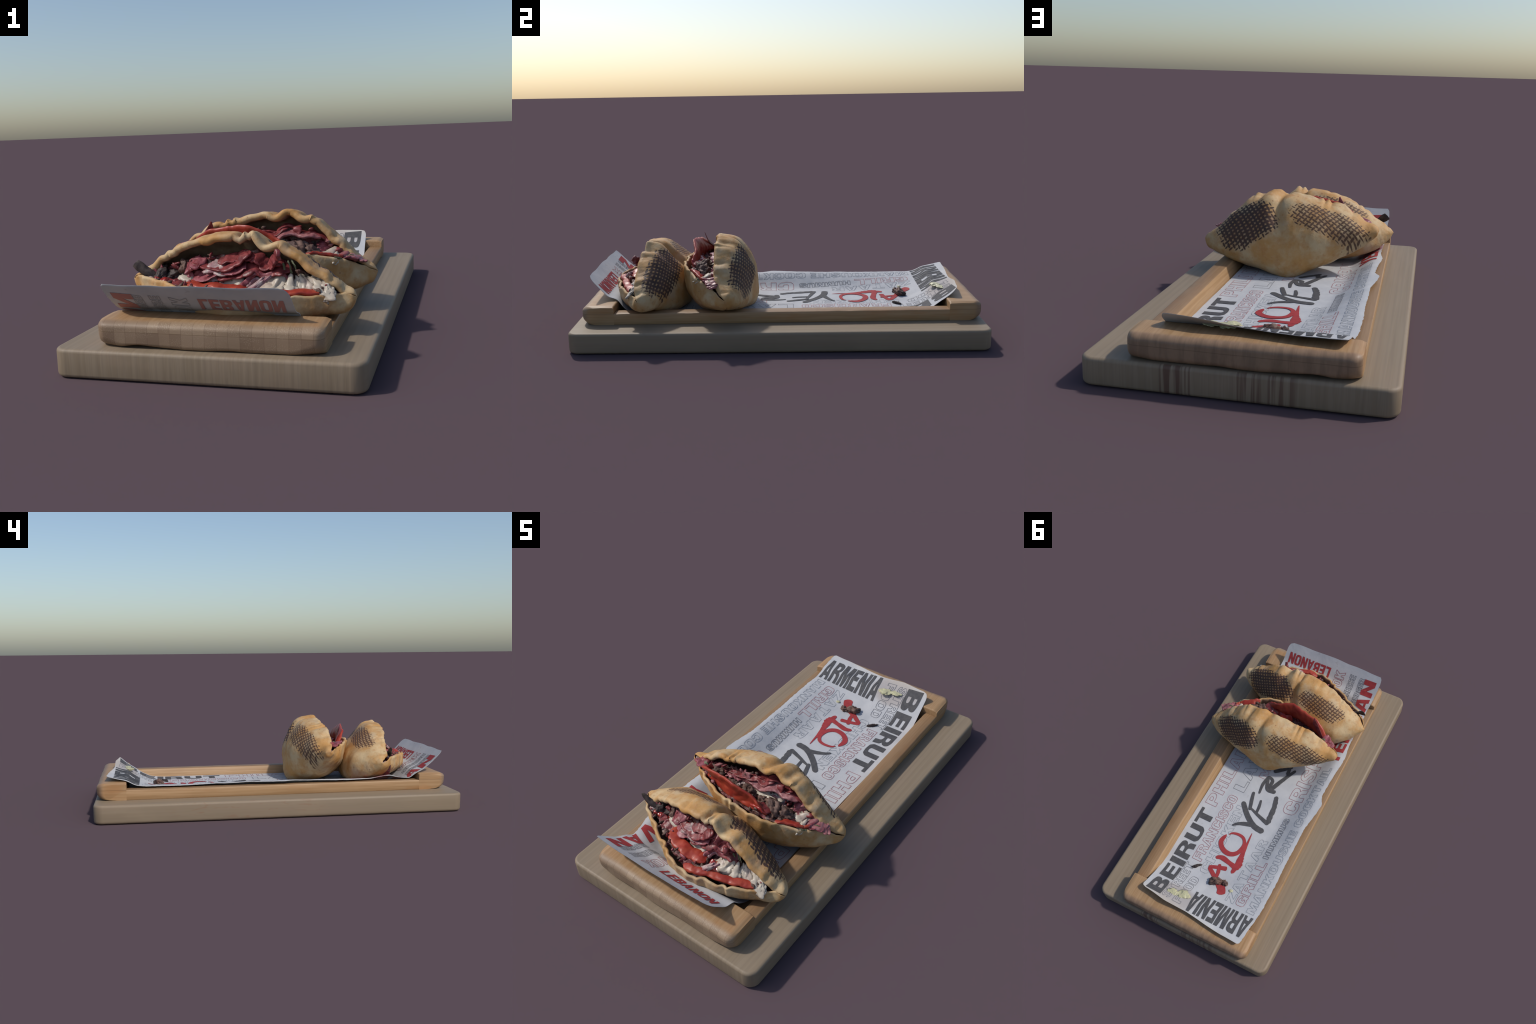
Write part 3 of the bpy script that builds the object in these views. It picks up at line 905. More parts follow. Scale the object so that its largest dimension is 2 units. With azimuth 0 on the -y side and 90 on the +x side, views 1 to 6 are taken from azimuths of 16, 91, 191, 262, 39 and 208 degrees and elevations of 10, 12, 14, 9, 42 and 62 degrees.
# ------------------------------------------------------------------ pita sandwiches
# each station: x, then seven (y, z) control points of the pocket's cross-section, from the raised back lip
# (first), over the griddled back, under the bottom, to the front lip (last)
PITA_BACK = [
    (-.358, (-.295, .322), (-.295, .322), (-.295, .322), (-.295, .322), (-.295, .322), (-.295, .322), (-.295, .322)),
    (-.350, (-.297, .338), (-.280, .334), (-.270, .320), (-.277, .304), (-.292, .300), (-.308, .312), (-.308, .328)),
    (-.30, (-.308, .361), (-.272, .350), (-.248, .312), (-.264, .262), (-.298, .258), (-.335, .290), (-.345, .330)),
    (-.25, (-.312, .393), (-.248, .374), (-.205, .315), (-.240, .230), (-.302, .222), (-.362, .265), (-.378, .335)),
    (-.15, (-.307, .440), (-.222, .410), (-.160, .310), (-.200, .188), (-.305, .172), (-.402, .232), (-.435, .347)),
    (-.05, (-.298, .464), (-.196, .432), (-.122, .300), (-.162, .143), (-.320, .130), (-.435, .210), (-.465, .350)),
    (.05, (-.297, .476), (-.188, .447), (-.108, .300), (-.128, .110), (-.335, .114), (-.455, .200), (-.478, .345)),
    (.15, (-.293, .481), (-.188, .449), (-.116, .300), (-.148, .128), (-.345, .113), (-.460, .200), (-.480, .345)),
    (.25, (-.300, .440), (-.206, .418), (-.143, .290), (-.160, .152), (-.335, .120), (-.430, .200), (-.445, .325)),
    (.35, (-.297, .365), (-.226, .354), (-.176, .268), (-.182, .172), (-.300, .160), (-.380, .200), (-.390, .305)),
    (.42, (-.288, .288), (-.232, .290), (-.198, .248), (-.200, .198), (-.265, .178), (-.325, .205), (-.318, .272)),
    (.462, (-.268, .262), (-.238, .267), (-.218, .245), (-.220, .214), (-.250, .195), (-.288, .212), (-.285, .250)),
    (.480, (-.250, .238), (-.250, .238), (-.250, .238), (-.250, .238), (-.250, .238), (-.250, .238), (-.250, .238)),
]
PITA_FRONT = [
    (-.415, (-.575, .260), (-.575, .260), (-.575, .260), (-.575, .260), (-.575, .260), (-.575, .260), (-.575, .260)),
    (-.400, (-.582, .277), (-.565, .275), (-.552, .258), (-.558, .237), (-.575, .231), (-.595, .243), (-.598, .264)),
    (-.35, (-.613, .303), (-.562, .303), (-.505, .262), (-.512, .196), (-.575, .186), (-.645, .225), (-.655, .280)),
    (-.25, (-.627, .370), (-.552, .358), (-.440, .268), (-.450, .158), (-.590, .146), (-.700, .200), (-.717, .274)),
    (-.15, (-.650, .414), (-.564, .402), (-.438, .270), (-.448, .138), (-.610, .124), (-.755, .190), (-.772, .267)),
    (-.05, (-.665, .441), (-.574, .428), (-.445, .270), (-.460, .124), (-.650, .116), (-.805, .185), (-.822, .260)),
    (.05, (-.663, .448), (-.576, .430), (-.452, .270), (-.470, .116), (-.670, .114), (-.815, .180), (-.835, .248)),
    (.15, (-.673, .416), (-.594, .402), (-.485, .263), (-.496, .122), (-.670, .114), (-.800, .180), (-.815, .246)),
    (.25, (-.682, .379), (-.608, .372), (-.520, .256), (-.536, .136), (-.660, .120), (-.775, .175), (-.790, .245)),
    (.35, (-.690, .315), (-.634, .318), (-.564, .245), (-.576, .174), (-.655, .160), (-.735, .190), (-.740, .242)),
    (.42, (-.682, .259), (-.644, .269), (-.610, .235), (-.616, .190), (-.660, .174), (-.702, .198), (-.698, .245)),
    (.445, (-.676, .245), (-.656, .251), (-.638, .232), (-.641, .209), (-.663, .199), (-.688, .212), (-.686, .235)),
    (.456, (-.668, .230), (-.668, .230), (-.668, .230), (-.668, .230), (-.668, .230), (-.668, .230), (-.668, .230)),
]


class Pita:
    NU, NV = 280, 84

    def __init__(self, stations, groove_x, seed, slip=0.0):
        self.slip = slip
        self.seed = seed
        st = np.array([[(s[0], p[0], p[1]) for p in s[1:]] for s in stations])
        idx = np.arange(len(stations), dtype=float)
        d = pchip(idx, st, np.linspace(0, len(stations) - 1, self.NU))
        self.outer = np.array([catmull(sec, self.NV) for sec in d])
        o = self.outer
        self.size = np.linalg.norm(np.diff(o, axis=1), axis=2).sum(1)
        s = np.concatenate([np.zeros((self.NU, 1)), np.cumsum(np.linalg.norm(np.diff(o, axis=1), axis=2), axis=1)], 1)
        n = self.normals(o)
        x = o[..., 0]
        from_end = self.size[:, None] - s
        full = smooth(0.05, 0.35, self.size)[:, None]
        # pleats along the back lip: bulges between pinched creases of uneven spacing
        ph = np.array([xx * 74 + 3.6 * math.sin(xx * 17 + seed) + 2.2 * math.sin(xx * 41 + seed * 2) for xx in x[:, 0]])[:, None]
        pleat = np.abs(np.sin(ph * 0.5)) - 0.62
        amp = np.array([0.35 + 1.9 * abs(nz((xx, 0, 0), 9, seed)) for xx in x[:, 0]])[:, None]
        disp = 0.0105 * amp * pleat * np.exp(-(s / 0.052) ** 2) * full
        ph2 = np.array([xx * 48 + 3.0 * math.sin(xx * 19 + seed * 3) + 1.5 * math.sin(xx * 53) for xx in x[:, 0]])[:, None]
        disp += 0.0055 * np.sin(ph2) * np.exp(-(from_end / 0.045) ** 2) * full
        # the pinch that splits the griddled back in two halves
        gx = groove_x + 0.02 * np.sin(s * 14)
        disp -= 0.017 * np.exp(-((x - gx) / 0.017) ** 2) * np.exp(-((s - 0.10) / 0.12) ** 2)
        disp -= 0.019 * np.exp(-((x - gx - 0.012) / 0.034) ** 2) * np.exp(-((s - 0.19) / 0.075) ** 2)
        disp += 0.015 * np.exp(-((x - gx - 0.050) / 0.030) ** 2) * np.exp(-(s / 0.075) ** 2)
        disp -= 0.013 * np.exp(-((x - gx - 0.102) / 0.018) ** 2) * np.exp(-(s / 0.08) ** 2)
        disp += 0.014 * np.exp(-((x - gx - 0.150) / 0.034) ** 2) * np.exp(-(s / 0.08) ** 2)
        disp += 0.005 * np.exp(-((x - gx + 0.06) / 0.045) ** 2) * np.exp(-((s - 0.05) / 0.10) ** 2)
        # seam between the two sheets of the pocket, sunk a little
        seam = 0.60 + 0.02 * np.sin(x * 8)
        disp -= 0.004 * np.exp(-((s / self.size[:, None].clip(0.05) - seam) / 0.012) ** 2) * full
        for i in range(self.NU):
            for j in range(self.NV):
                p = o[i, j]
                disp[i, j] += (0.006 * nz(p, 9, seed) + 0.0028 * nz(p, 24, seed + 3) + 0.0010 * nz(p, 70, seed + 6)) * full[i, 0]
        # lips wander up and down
        lip = np.array([0.006 * nz((xx, 0, 0), 21, seed + 9) for xx in x[:, 0]])
        o = o + n * disp[..., None]
        e0 = o[:, 0] - o[:, 3]
        e1 = o[:, -1] - o[:, -4]
        o += (e0 / (np.linalg.norm(e0, axis=1)[:, None] + 1e-6) * (lip * full[:, 0])[:, None])[:, None] * np.exp(-(s / 0.05) ** 2)[..., None]
        o += (e1 / (np.linalg.norm(e1, axis=1)[:, None] + 1e-6) * (np.roll(lip, 33) * 1.3 * full[:, 0])[:, None])[:, None] * np.exp(-(from_end / 0.05) ** 2)[..., None]
        self.outer = o
        n = self.normals(o)
        thk = np.minimum(0.021, 0.045 * self.size)[:, None] * np.array([[1 + 0.25 * nz(o[i, j], 17, seed) for j in range(self.NV)] for i in range(self.NU)])
        front = smooth(0.75, 1.0, s / self.size[:, None].clip(0.05))
        lipfat = np.exp(-(s / 0.035) ** 2)
        thk = thk * (1 - 0.30 * front) * (1 + 0.30 * lipfat)
        self.inner = o - n * thk[..., None]
        self.n = n

    @staticmethod
    def normals(o):
        du = np.gradient(o, axis=0)
        dv = np.gradient(o, axis=1)
        n = np.cross(dv, du)
        n /= np.linalg.norm(n, axis=2, keepdims=True) + 1e-9
        c = o.mean(axis=1, keepdims=True)
        # outward = away from the pocket's middle
        flip = np.sign((n * (o - c)).sum(2).mean(1))
        flip[flip == 0] = 1
        g = 1 if np.median(flip) > 0 else -1
        n *= g
        n[0], n[-1] = (-1, 0, 0), (1, 0, 0)
        return n

    def bread(self, parent, mat):
        rings, nm = [], 0
        for i in range(self.NU):
            o, q = self.outer[i], self.inner[i]

            def cap(a, b, e):
                m, h = (a + b) / 2, (a - b) / 2
                r = np.linalg.norm(h)
                e = e / (np.linalg.norm(e) + 1e-9)
                return [m + h * math.cos(t) + e * r * math.sin(t) for t in (math.pi * .25, math.pi * .5, math.pi * .75)]
            ring = list(o) + cap(o[-1], q[-1], o[-1] - o[-2]) + list(q[::-1]) + cap(q[0], o[0], o[0] - o[1])
            rings.append(ring)
        nv = len(rings[0])
        verts = [p for r in rings for p in r]
        faces = grid_faces(self.NU, nv, wrap_v=True)
        mi = [1 if self.NV + 2 <= (f[0] % nv) <= 2 * self.NV + 1 else 0 for f in faces]
        return mesh_object("bread_pocket", verts, faces, [mat, MAT_CRUMB], parent, True, mi)

    # -------- mouth coordinates: x along, w from front lip (0) to back lip (1), h out of the opening
    def mouth(self, x, w, h):
        xs = self.outer[:, 0, 0]
        i = int(np.argmin(np.abs(xs - x)))
        a, b = self.inner[i, -1], self.inner[i, 0]
        d = b - a
        d[0] = 0
        d = d / (np.linalg.norm(d) + 1e-9)
        nn = np.array((0, -d[2], d[1]))
        p = a + (b - a) * w + nn * h
        p[0] = x
        return p, nn

    @staticmethod
    def sag(w):
        """Depth of the filling behind the lips: a pit behind the front lip, rising to the back lip."""
        return 0.010 + 0.018 * smooth(0.05, 0.3, w) + 0.060 * smooth(0.12, 0.5, w) * (1 - smooth(0.56, 0.90, w))

    def inside(self, x, w, h):
        """Like mouth(), but sunk: the filling sags towards the back of the pocket."""
        xs = self.outer[:, 0, 0]
        i = int(np.argmin(np.abs(xs - x)))
        gap = np.linalg.norm(self.inner[i, -1] - self.inner[i, 0])
        d = self.sag(w) * smooth(0.03, 0.17, gap)
        return self.mouth(x - 0.5 * d, w - self.slip * d, h - d)

    def bed(self, parent, x0, x1):
        nu, nw = 150, 46
        verts = []
        xs = np.linspace(x0, x1, nu)
        s = self.seed
        for x in xs:
            edge = min(smooth(x0 + .01, x0 + .13, x), smooth(x1 - .01, x1 - .11, x))
            for w in np.linspace(0.03, 0.95, nw):
                deep = 0.008 + (self.sag(w) + 0.010) * edge + 0.02 * smooth(.88, 1, w)
                p, nn = self.mouth(x, w, -deep)
                b = (0.3 + 0.7 * edge) * (0.016 * nz(p, 22, s) + 0.010 * nz(p, 45, s + 2) + 0.005 * nz(p, 95, s + 4))
                verts.append(p + nn * b)
        # close it underneath so that it is a solid wad
        n = len(verts)
        low = []
        for x in xs:
            for w in np.linspace(0.03, 0.95, nw):
                p, nn = self.mouth(x, w, -0.125 * min(1, 0.12 + 0.88 * min(smooth(x0, x0 + .1, x), smooth(x1, x1 - .1, x))))
                low.append(p)
        f = grid_faces(nu, nw)
        faces = f + [tuple(n + k for k in reversed(q)) for q in f]
        rim = [i for i in range(nw)] + [j * nw + nw - 1 for j in range(1, nu)] + [(nu - 1) * nw + i for i in range(nw - 2, -1, -1)] + [j * nw for j in range(nu - 2, 0, -1)]
        for k in range(len(rim)):
            a, b = rim[k], rim[(k + 1) % len(rim)]
            faces.append((a, b, n + b, n + a))
        ob = mesh_object("chopped_filling", verts + low, faces, MAT_BED, parent)
        ob["kind"] = "stuff"
        return ob

    def scatter(self, parent, name, n, x0, x1, mats, size, seed, w0=0.08, w1=0.9, h=0.004):
        """Fine chopped bits strewn over the filling, one joined mesh per material."""
        rnd = random.Random(seed)
        for m in mats:
            verts, faces = [], []
            for _ in range(n):
                x, w = rnd.uniform(x0, x1), rnd.uniform(w0, w1)
                p, nn = self.inside(x, w, rnd.uniform(-0.012, h))
                r = size * rnd.uniform(0.5, 1.3)
                bm = bmesh.new()
                bmesh.ops.create_icosphere(bm, subdivisions=2, radius=r)
                rot = Matrix.Rotation(rnd.uniform(0, 6.3), 3, Vector((rnd.uniform(-1, 1), rnd.uniform(-1, 1), rnd.uniform(-1, 1) + .01)).normalized())
                sc = (rnd.uniform(.7, 2.2), rnd.uniform(.6, 1.1), rnd.uniform(.4, .9))
                k0 = len(verts)
                for v in bm.verts:
                    q = Vector((v.co.x * sc[0], v.co.y * sc[1], v.co.z * sc[2])) * (1 + .5 * nz(v.co / r, 1.4, rnd.random() * .01 + x * 40))
                    verts.append(Vector(p) + rot @ q)
                for f in bm.faces:
                    faces.append(tuple(k0 + v.index for v in f.verts))
                bm.free()
            ob = mesh_object(name, verts, faces, m, parent)
            ob["kind"] = "stuff"

    def strip(self, name, parent, path, width, thick, mat, roll=0.0, seed=0.0, wave=0.25, taper=True):
        if name == "pickle_strip":
            width, thick, wave = width * 1.25, thick * 0.85, wave + 0.15
        """Curved slice lying in the mouth: path of (x, w, h); roll 0 lies flat, 90 stands on edge."""
        n = 64
        pts, nr = [], []
        for q in catmull(path, n):
            p, nn = self.inside(*q)
            pts.append(p)
            nr.append(nn)
        pts = np.array(pts)
        for _ in range(6):
            pts[1:-1] = (pts[:-2] + 2 * pts[1:-1] + pts[2:]) / 4
        if not isinstance(roll, (list, tuple)):
            roll = [roll, roll]
        rl = np.radians(np.interp(np.linspace(0, 1, n), np.linspace(0, 1, len(roll)), roll))
        verts = []
        m = 20
        for k in range(n):
            t = pts[min(k + 1, n - 1)] - pts[max(k - 1, 0)]
            t /= np.linalg.norm(t) + 1e-9
            nn = nr[k] - t * np.dot(nr[k], t)
            nn /= np.linalg.norm(nn) + 1e-9
            b = np.cross(t, nn)
            wd = b * math.cos(rl[k]) + nn * math.sin(rl[k])
            td = np.cross(wd, t)
            u = k / (n - 1)
            end = min(1.0, math.sqrt(max(0, 1 - (1 - min(u, 1 - u) * 9) ** 2)) if min(u, 1 - u) < 1 / 9 else 1.0)
            end = max(end, 0.05) if taper else max(end, 0.6)
            ww = width * end * (1 + wave * nz((u * 3, 0, 0), 2.2, seed))
            tt = thick * (0.4 + 0.6 * end)
            for j in range(m):
                a = 2 * math.pi * j / m
                ca, sa = math.cos(a), math.sin(a)
                px = math.copysign(abs(ca) ** 0.6, ca) * ww / 2
                pz = math.copysign(abs(sa) ** 0.7, sa) * tt / 2
                curl = wave * 0.25 * width * (px / (width / 2)) ** 2 * (0.4 + nz((u * 2, 1, 0), 2, seed + 3))
                p = pts[k] + wd * px + td * (pz + curl)
                p = p + td * 0.10 * width * nz(p, 20, seed) + wd * 0.004 * nz(p, 45, seed + 1) + td * 0.0025 * nz(p, 70, seed + 4)
                verts.append(p)
        faces = grid_faces(n, m, wrap_v=True) + [tuple(range(m)), tuple(range((n - 1) * m + m - 1, (n - 1) * m - 1, -1))]
        return mesh_object(name, verts, faces, mat, parent)

    def lump(self, name, parent, x, w, h, r, mat, seed, amp=0.4, rot=0.0, fine=0.12, freq=1.7):
        p, nn = self.inside(x, w, h)
        nn = Vector(nn)
        ax = Vector((1, 0, 0))
        bx = nn.cross(ax)
        a = ax * math.cos(rot) + bx * math.sin(rot)
        b = nn.cross(a)
        return lump(name, p, r, mat, seed, amp, freq, parent, axes=(a, b, nn), fine=fine)

    def sheet(self, name, parent, edge_a, edge_b, thick, mat, bulge=0.0, seed=0.0, wave=0.006):
        """Slice spanned between two edge curves given as world points."""
        nu, nv = 70, 22
        A, B = catmull(edge_a, nu), catmull(edge_b, nu)
        g = np.zeros((nu, nv, 3))
        for i in range(nu):
            for j in range(nv):
                t = j / (nv - 1)
                p = A[i] + (B[i] - A[i]) * t
                g[i, j] = p + np.array((0, -1, .4)) * bulge * math.sin(math.pi * t)
                g[i, j] += np.array((0.2, -.8, .5)) * wave * (nz(p, 18, seed) + .5 * nz(p, 40, seed))
        du, dv = np.gradient(g, axis=0), np.gradient(g, axis=1)
        n = np.cross(du, dv)
        n /= np.linalg.norm(n, axis=2, keepdims=True) + 1e-9
        prof = np.array([[math.sqrt(max(0.02, math.sin(math.pi * min(max(j / (nv - 1), .0), 1)) ** .5)) * math.sqrt(max(.05, min(1, 8 * min(i, nu - 1 - i) / (nu - 1)))) for j in range(nv)] for i in range(nu)])
        top = g + n * (thick / 2 * prof)[..., None]
        bot = g - n * (thick / 2 * prof)[..., None]
        verts = list(top.reshape(-1, 3)) + list(bot.reshape(-1, 3))
        k0 = nu * nv
        f = grid_faces(nu, nv)
        faces = f + [tuple(k0 + k for k in reversed(q)) for q in f]
        rim = [i for i in range(nv)] + [j * nv + nv - 1 for j in range(1, nu)] + [(nu - 1) * nv + i for i in range(nv - 2, -1, -1)] + [j * nv for j in range(nu - 2, 0, -1)]
        for k in range(len(rim)):
            a, b = rim[k], rim[(k + 1) % len(rim)]
            faces.append((a, b, k0 + b, k0 + a))
        return mesh_object(name, verts, faces, mat, parent)


def back_sandwich():
    e = empty("pita_sandwich")
    e["label"] = "open grilled pita pocket stuffed with meat, tomato, sauce"
    e["category"] = "pita sandwich"
    P = Pita(PITA_BACK, 0.088, 2.0)
    mat = mat_bread("griddled_crust_back", [(-.130, .550, .185, .092, .17, .12), (.255, .505, .160, .128, -.50, .22)], 0.55, -.30, 0.125)
    P.bread(e, mat)
    P.bed(e, -.342, .445)
    P.scatter(e, 'chopped_bits', 34, -.28, .37, [MAT_MEAT, MAT_CABBAGE_RED, MAT_MAUVE], .011, 11)
    # big tomato slice standing against the front lip
    top = [(-.265, -.365, .352), (-.20, -.397, .402), (-.15, -.415, .427), (-.05, -.430, .443), (.0, -.440, .445), (.05, -.436, .430), (.10, -.425, .405), (.155, -.435, .365)]
    low = [P.mouth(x, w, h)[0] for x, w, h in [(-.27, .25, -.01), (-.20, .12, -.02), (-.14, .10, -.025), (-.05, .10, -.03), (.02, .10, -.03), (.07, .10, -.03), (.12, .12, -.03), (.17, .14, -.02)]]
    P.sheet("tomato_slice", e, low, top, 0.020, MAT_TOMATO, -0.016, 1.0, 0.010)
    P.strip("tomato_slice", e, [(.235, .06, .000), (.29, .12, .008), (.33, .20, .010), (.365, .32, .008)], .034, .016, MAT_TOMATO, 55, 2.0, .15, False)
    P.strip("tomato_slice", e, [(.02, .30, .004), (.09, .27, .006), (.15, .20, .004), (.19, .16, -.004)], .05, .016, MAT_TOMATO_SKIN, 70, 3.0, .2)
    # meat
    for k, (x, w, h, r) in enumerate([(-.15, .60, .002, (.042, .026, .028)), (-.09, .62, -.006, (.030, .024, .022)), (-.04, .56, .004, (.030, .022, .020)), (.045, .54, .000, (.034, .028, .026)), (.08, .44, .004, (.030, .026, .026)),
                                      (.215, .36, .012, (.050, .034, .040)), (.265, .34, .006, (.036, .030, .030)), (.15, .40, .002, (.026, .022, .022)), (-.01, .44, -.004, (.028, .024, .024)), (.30, .55, -.012, (.03, .028, .02))]):
        P.lump("meat_chunk", e, x, w, h, r, MAT_MEAT, 3.1 * k + 1, .55, 0.5 * k, .2)
    # sauce
    for k, (x, w, h, r, m) in enumerate([(.165, .56, .006, (.062, .030, .020), MAT_SAUCE), (.20, .60, .000, (.040, .028, .020), MAT_SAUCE_PINK), (.115, .60, .002, (.032, .022, .016), MAT_SAUCE), (.325, .42, .000, (.040, .030, .022), MAT_SAUCE),
                                         (.0, .60, .004, (.030, .020, .016), MAT_SAUCE_PINK), (.335, .16, .000, (.030, .014, .014), MAT_SAUCE), (.245, .50, .004, (.028, .020, .018), MAT_SAUCE_PINK)]):
        P.lump("sauce_dollop", e, x, w, h, (r[0] * 1.1, r[1] * 1.1, r[2] * .7), m, 2.3 * k + 7, .8, .3 * k, .08, 1.5)
    # pickled strips
    P.strip("pickle_strip", e, [(.035, .70, .010), (.10, .68, .014), (.18, .74, .014), (.24, .78, .010), (.285, .80, .004)], .034, .016, MAT_MAUVE, 20, 4.0, .2)
    P.strip("pickle_strip", e, [(.00, .86, .000), (.01, .76, .008), (.02, .66, .004)], .036, .014, MAT_MAUVE, 0, 5.0, .2, False)
    P.strip("pickle_strip", e, [(-.13, .74, -.012), (-.05, .78, -.008), (.06, .80, -.006), (.15, .86, -.008)], .030, .012, MAT_CABBAGE_RED, 15, 6.0, .3)
    P.strip("pickle_strip", e, [(-.10, .66, .006), (-.05, .70, .010), (.0, .66, .010)], .026, .012, MAT_CABBAGE, 10, 7.0, .3)
    P.strip("pickle_strip", e, [(.185, .88, .004), (.195, .80, .016), (.20, .72, .010)], .026, .016, MAT_CABBAGE_RED, 0, 8.0, .3)
    P.strip("pickle_strip", e, [(.28, .74, -.006), (.305, .66, .004), (.33, .56, .004)], .044, .012, MAT_CABBAGE, 20, 9.0, .3, False)
    P.strip("pickle_strip", e, [(.335, .66, .006), (.375, .52, .016), (.41, .30, .020), (.436, .0, .024)], .040, .014, MAT_MAUVE, 10, 10.0, .35)
    P.strip("pickle_strip", e, [(.33, .46, .008), (.37, .36, .014), (.405, .18, .012)], .032, .012, MAT_CABBAGE, 30, 11.0, .3)
    P.strip("pickle_strip", e, [(-.315, .35, .012), (-.27, .35, .020), (-.22, .42, .014), (-.17, .50, .004)], .036, .014, MAT_CABBAGE, 35, 12.0, .4)
    P.strip("pickle_strip", e, [(-.30, .65, .006), (-.25, .62, .010), (-.20, .60, .006)], .034, .014, MAT_CABBAGE_RED, 20, 13.0, .4)
    P.strip("pickle_strip", e, [(.12, .30, .006), (.16, .26, .010), (.20, .20, .002)], .034, .014, MAT_CABBAGE_RED, 50, 14.0, .4)
    P.strip("pickle_strip", e, [(.02, .88, -.02), (.12, .92, -.018), (.22, .92, -.015), (.30, .90, -.012)], .03, .014, MAT_CABBAGE_RED, 30, 15.0, .4)
    # dark leaf tip poking up at the left end of the tomato
    tip = [(-.235, -.350, .365), (-.195, -.380, .405), (-.172, -.393, .432), (-.155, -.399, .456)]
    tip2 = [(-.225, -.345, .350), (-.180, -.372, .385), (-.150, -.385, .415), (-.150, -.397, .452)]
    P.sheet("leaf_shred", e, tip, tip2, .005, MAT_CABBAGE_RED, 0, 16.0, .003)
    for k, (x, w, h) in enumerate([(-.24, .55, .02), (-.215, .50, .022), (.345, .08, .008), (.39, .45, .022), (-.06, .64, .014)]):
        P.strip("herb_leaf", e, [(x - .016, w + .05, h - .003), (x, w, h), (x + .014, w - .07, h - .004)], .014, .004, MAT_HERB, 20 * k, 20 + k, .4)
    return P


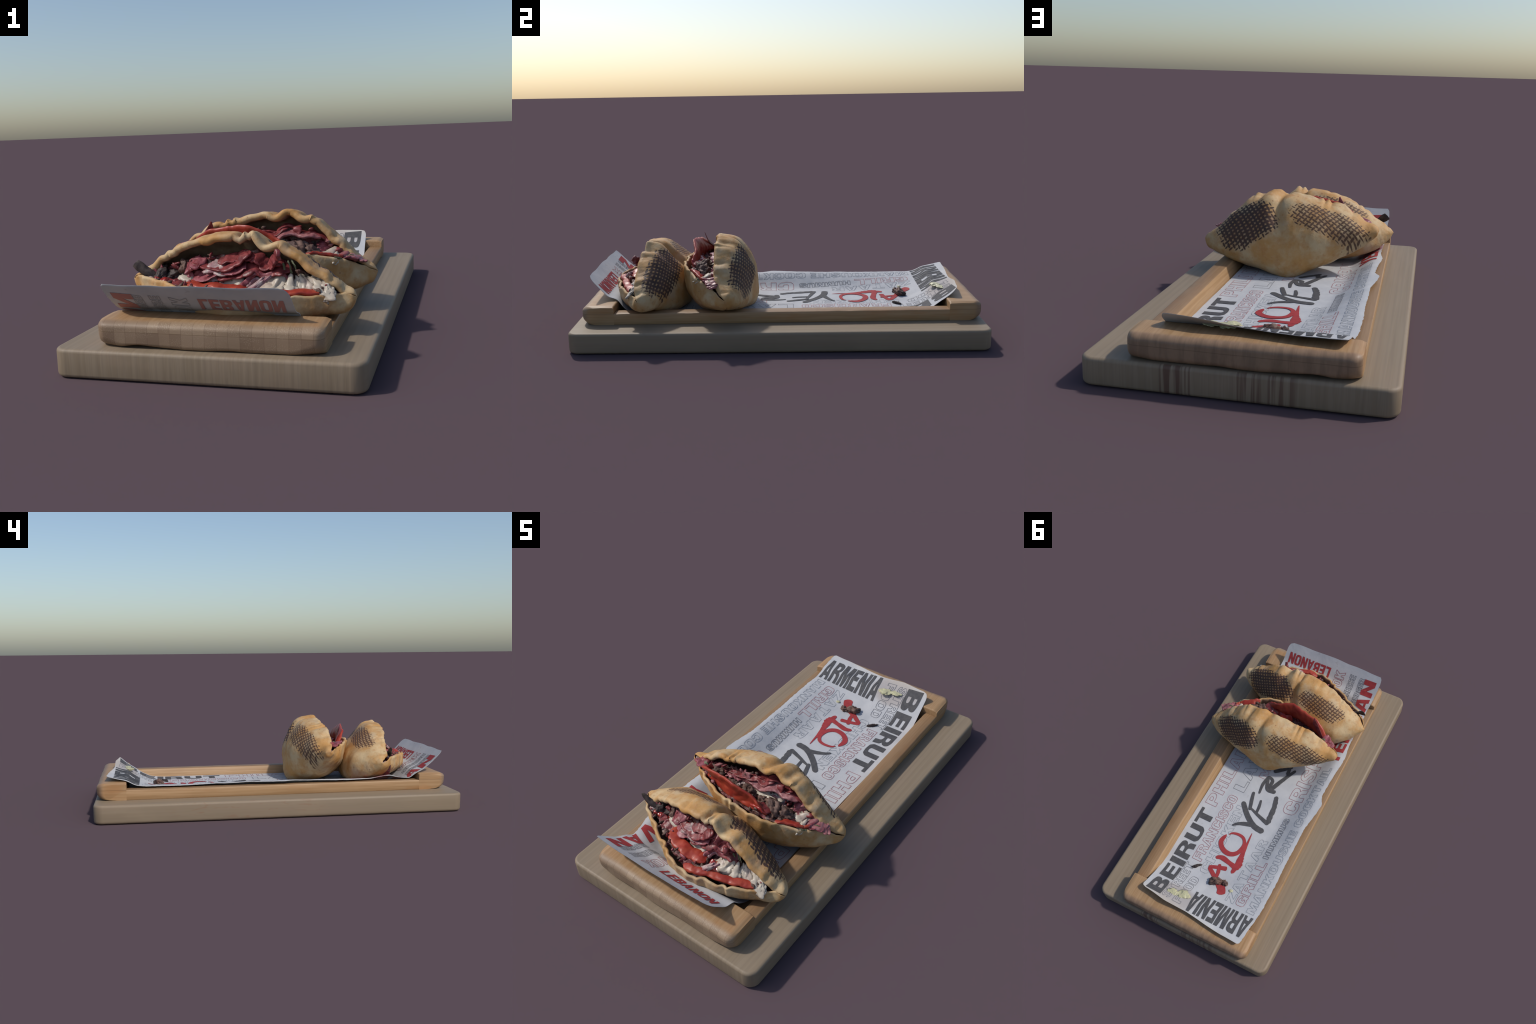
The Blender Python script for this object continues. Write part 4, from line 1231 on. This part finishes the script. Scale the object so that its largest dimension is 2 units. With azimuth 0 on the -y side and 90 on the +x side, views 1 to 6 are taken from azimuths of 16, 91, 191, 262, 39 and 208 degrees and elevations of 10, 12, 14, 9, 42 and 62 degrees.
def front_sandwich():
    e = empty("pita_sandwich")
    e["label"] = "open grilled pita pocket with pickles, tomato, white sauce"
    e["category"] = "pita sandwich"
    P = Pita(PITA_FRONT, 0.040, 5.0, 0.8)
    mat = mat_bread("griddled_crust_front", [(-.125, .905, .150, .085, .30, .13), (.235, .895, .175, .125, -.28, .22)], 0.45, -.62)
    P.bread(e, mat)
    P.bed(e, -.398, .430)
    P.scatter(e, 'chopped_bits', 34, -.33, .37, [MAT_MEAT, MAT_CABBAGE_RED, MAT_CABBAGE], .011, 12)
    # tomatoes
    P.strip("tomato_slice", e, [(-.13, .30, .002), (-.06, .30, .008), (.03, .32, .012), (.12, .36, .006)], .060, .020, MAT_TOMATO, 40, 1.0, .12)
    P.strip("tomato_slice", e, [(.02, .07, .002), (.11, .13, .008), (.20, .17, .010), (.28, .20, .008), (.345, .24, .002)], .036, .020, MAT_TOMATO, 35, 2.0, .12)
    P.strip("tomato_slice", e, [(-.28, .40, .0), (-.23, .38, .004), (-.17, .34, .0)], .040, .014, MAT_TOMATO_SKIN, 30, 3.0, .2)
    P.strip("tomato_slice", e, [(.13, .34, -.002), (.20, .32, .0), (.27, .34, -.002)], .036, .014, MAT_TOMATO_SKIN, 30, 3.4, .2)
    # sauce
    for k, (x, w, h, r, m) in enumerate([(-.11, .44, .002, (.050, .034, .020), MAT_SAUCE), (-.15, .58, .000, (.032, .024, .018), MAT_SAUCE), (.07, .50, .004, (.046, .034, .020), MAT_SAUCE), (.215, .44, .020, (.050, .036, .026), MAT_SAUCE),
                                         (.268, .40, .018, (.046, .028, .024), MAT_SAUCE), (.30, .40, .004, (.048, .026, .020), MAT_SAUCE), (.345, .34, .004, (.040, .030, .020), MAT_SAUCE), (.355, .26, .004, (.024, .026, .012), MAT_SAUCE),
                                         (.005, .70, .012, (.044, .026, .014), MAT_SAUCE_PINK), (-.01, .58, .014, (.022, .018, .010), MAT_SAUCE_PINK), (.12, .16, .008, (.060, .012, .010), MAT_SAUCE_PINK), (-.30, .62, -.004, (.030, .022, .014), MAT_SAUCE_PINK), (.32, .58, .000, (.04, .03, .016), MAT_SAUCE), (.22, .62, .0, (.035, .026, .018), MAT_SAUCE)]):
        P.lump("sauce_dollop", e, x, w, h, (r[0] * 1.1, r[1] * 1.1, r[2] * .7), m, 2.7 * k + 3, .8, .4 * k, .08, 1.5)
    # pickled turnip and onion strips
    P.strip("pickle_strip", e, [(-.135, .54, .004), (-.06, .64, .010), (.03, .68, .012), (.10, .72, .008)], .060, .010, MAT_CABBAGE, 12, 4.0, .35, False)
    P.strip("pickle_strip", e, [(-.14, .72, .004), (-.11, .76, .012), (-.07, .76, .006)], .040, .020, MAT_CABBAGE, 10, 5.0, .4)
    P.strip("pickle_strip", e, [(-.12, .80, .000), (-.05, .72, .014), (.02, .68, .020), (.07, .76, .016), (.095, .88, -.002)], .034, .014, MAT_CABBAGE_RED, 30, 6.0, .2)
    P.strip("pickle_strip", e, [(.00, .62, .006), (.09, .66, .012), (.17, .72, .010), (.25, .80, .002)], .048, .014, MAT_CABBAGE_RED, 15, 7.0, .3)
    P.strip("pickle_strip", e, [(.095, .34, .004), (.115, .50, .016), (.165, .66, .020), (.22, .70, .018), (.26, .62, .012), (.285, .48, .004)], .018, .024, MAT_CABBAGE, 60, 8.0, .2)
    P.strip("pickle_strip", e, [(.115, .38, .000), (.135, .50, .010), (.175, .60, .012), (.22, .62, .010), (.25, .54, .006)], .016, .020, MAT_SAUCE_PINK, 60, 8.5, .2)
    P.strip("pickle_strip", e, [(.18, .78, .010), (.20, .82, .042), (.214, .85, .074)], .030, .022, MAT_CABBAGE_RED, 0, 9.0, .4)
    P.strip("pickle_strip", e, [(-.11, .66, .010), (-.14, .50, .014), (-.18, .28, .006)], .028, .014, MAT_CABBAGE, 25, 10.0, .3)
    P.strip("pickle_strip", e, [(-.24, .30, -.002), (-.18, .28, .002), (-.12, .36, .000)], .030, .014, MAT_CABBAGE_RED, 25, 11.0, .4)
    P.strip("pickle_strip", e, [(.10, .78, -.004), (.16, .84, -.006), (.22, .86, -.010)], .036, .014, MAT_CABBAGE_RED, 20, 12.0, .3)
    P.strip("pickle_strip", e, [(-.02, .80, -.012), (.04, .84, -.012), (.12, .84, -.014)], .036, .014, MAT_CABBAGE_RED, 20, 12.5, .3)
    for k, (x, w, h, r) in enumerate([(.345, .44, .006, (.020, .016, .014)), (-.20, .72, -.008, (.034, .026, .020)), (-.26, .66, -.002, (.036, .022, .018)), (-.16, .78, -.01, (.028, .02, .018)), (.335, .28, .008, (.016, .012, .012)), (.275, .62, -.004, (.022, .02, .02))]):
        P.lump("meat_chunk", e, x, w, h, r, MAT_CHAR if k in (1, 2) else MAT_MEAT, 4.1 * k + 2, .5, .6 * k, .2)
    # charred leaf curling out of the left corner
    a = [(-.285, -.612, .292), (-.325, -.628, .312), (-.345, -.637, .333), (-.362, -.640, .343)]
    b = [(-.280, -.640, .268), (-.330, -.645, .283), (-.368, -.640, .300), (-.389, -.634, .317)]
    P.sheet("charred_leaf", e, a, b, .008, MAT_CHAR, 0.006, 4.0, .004)
    for k, (x, w, h) in enumerate([(.245, .84, .016), (.235, .74, .022), (.18, .62, .028), (.05, .62, .02), (.255, .90, .02)]):
        P.strip("herb_leaf", e, [(x - .012, w + .07, h - .003), (x, w, h), (x + .012, w - .09, h - .002)], .007, .004, MAT_HERB, 30 * k, 30 + k, .4)
    return P


back_sandwich()
front_sandwich()
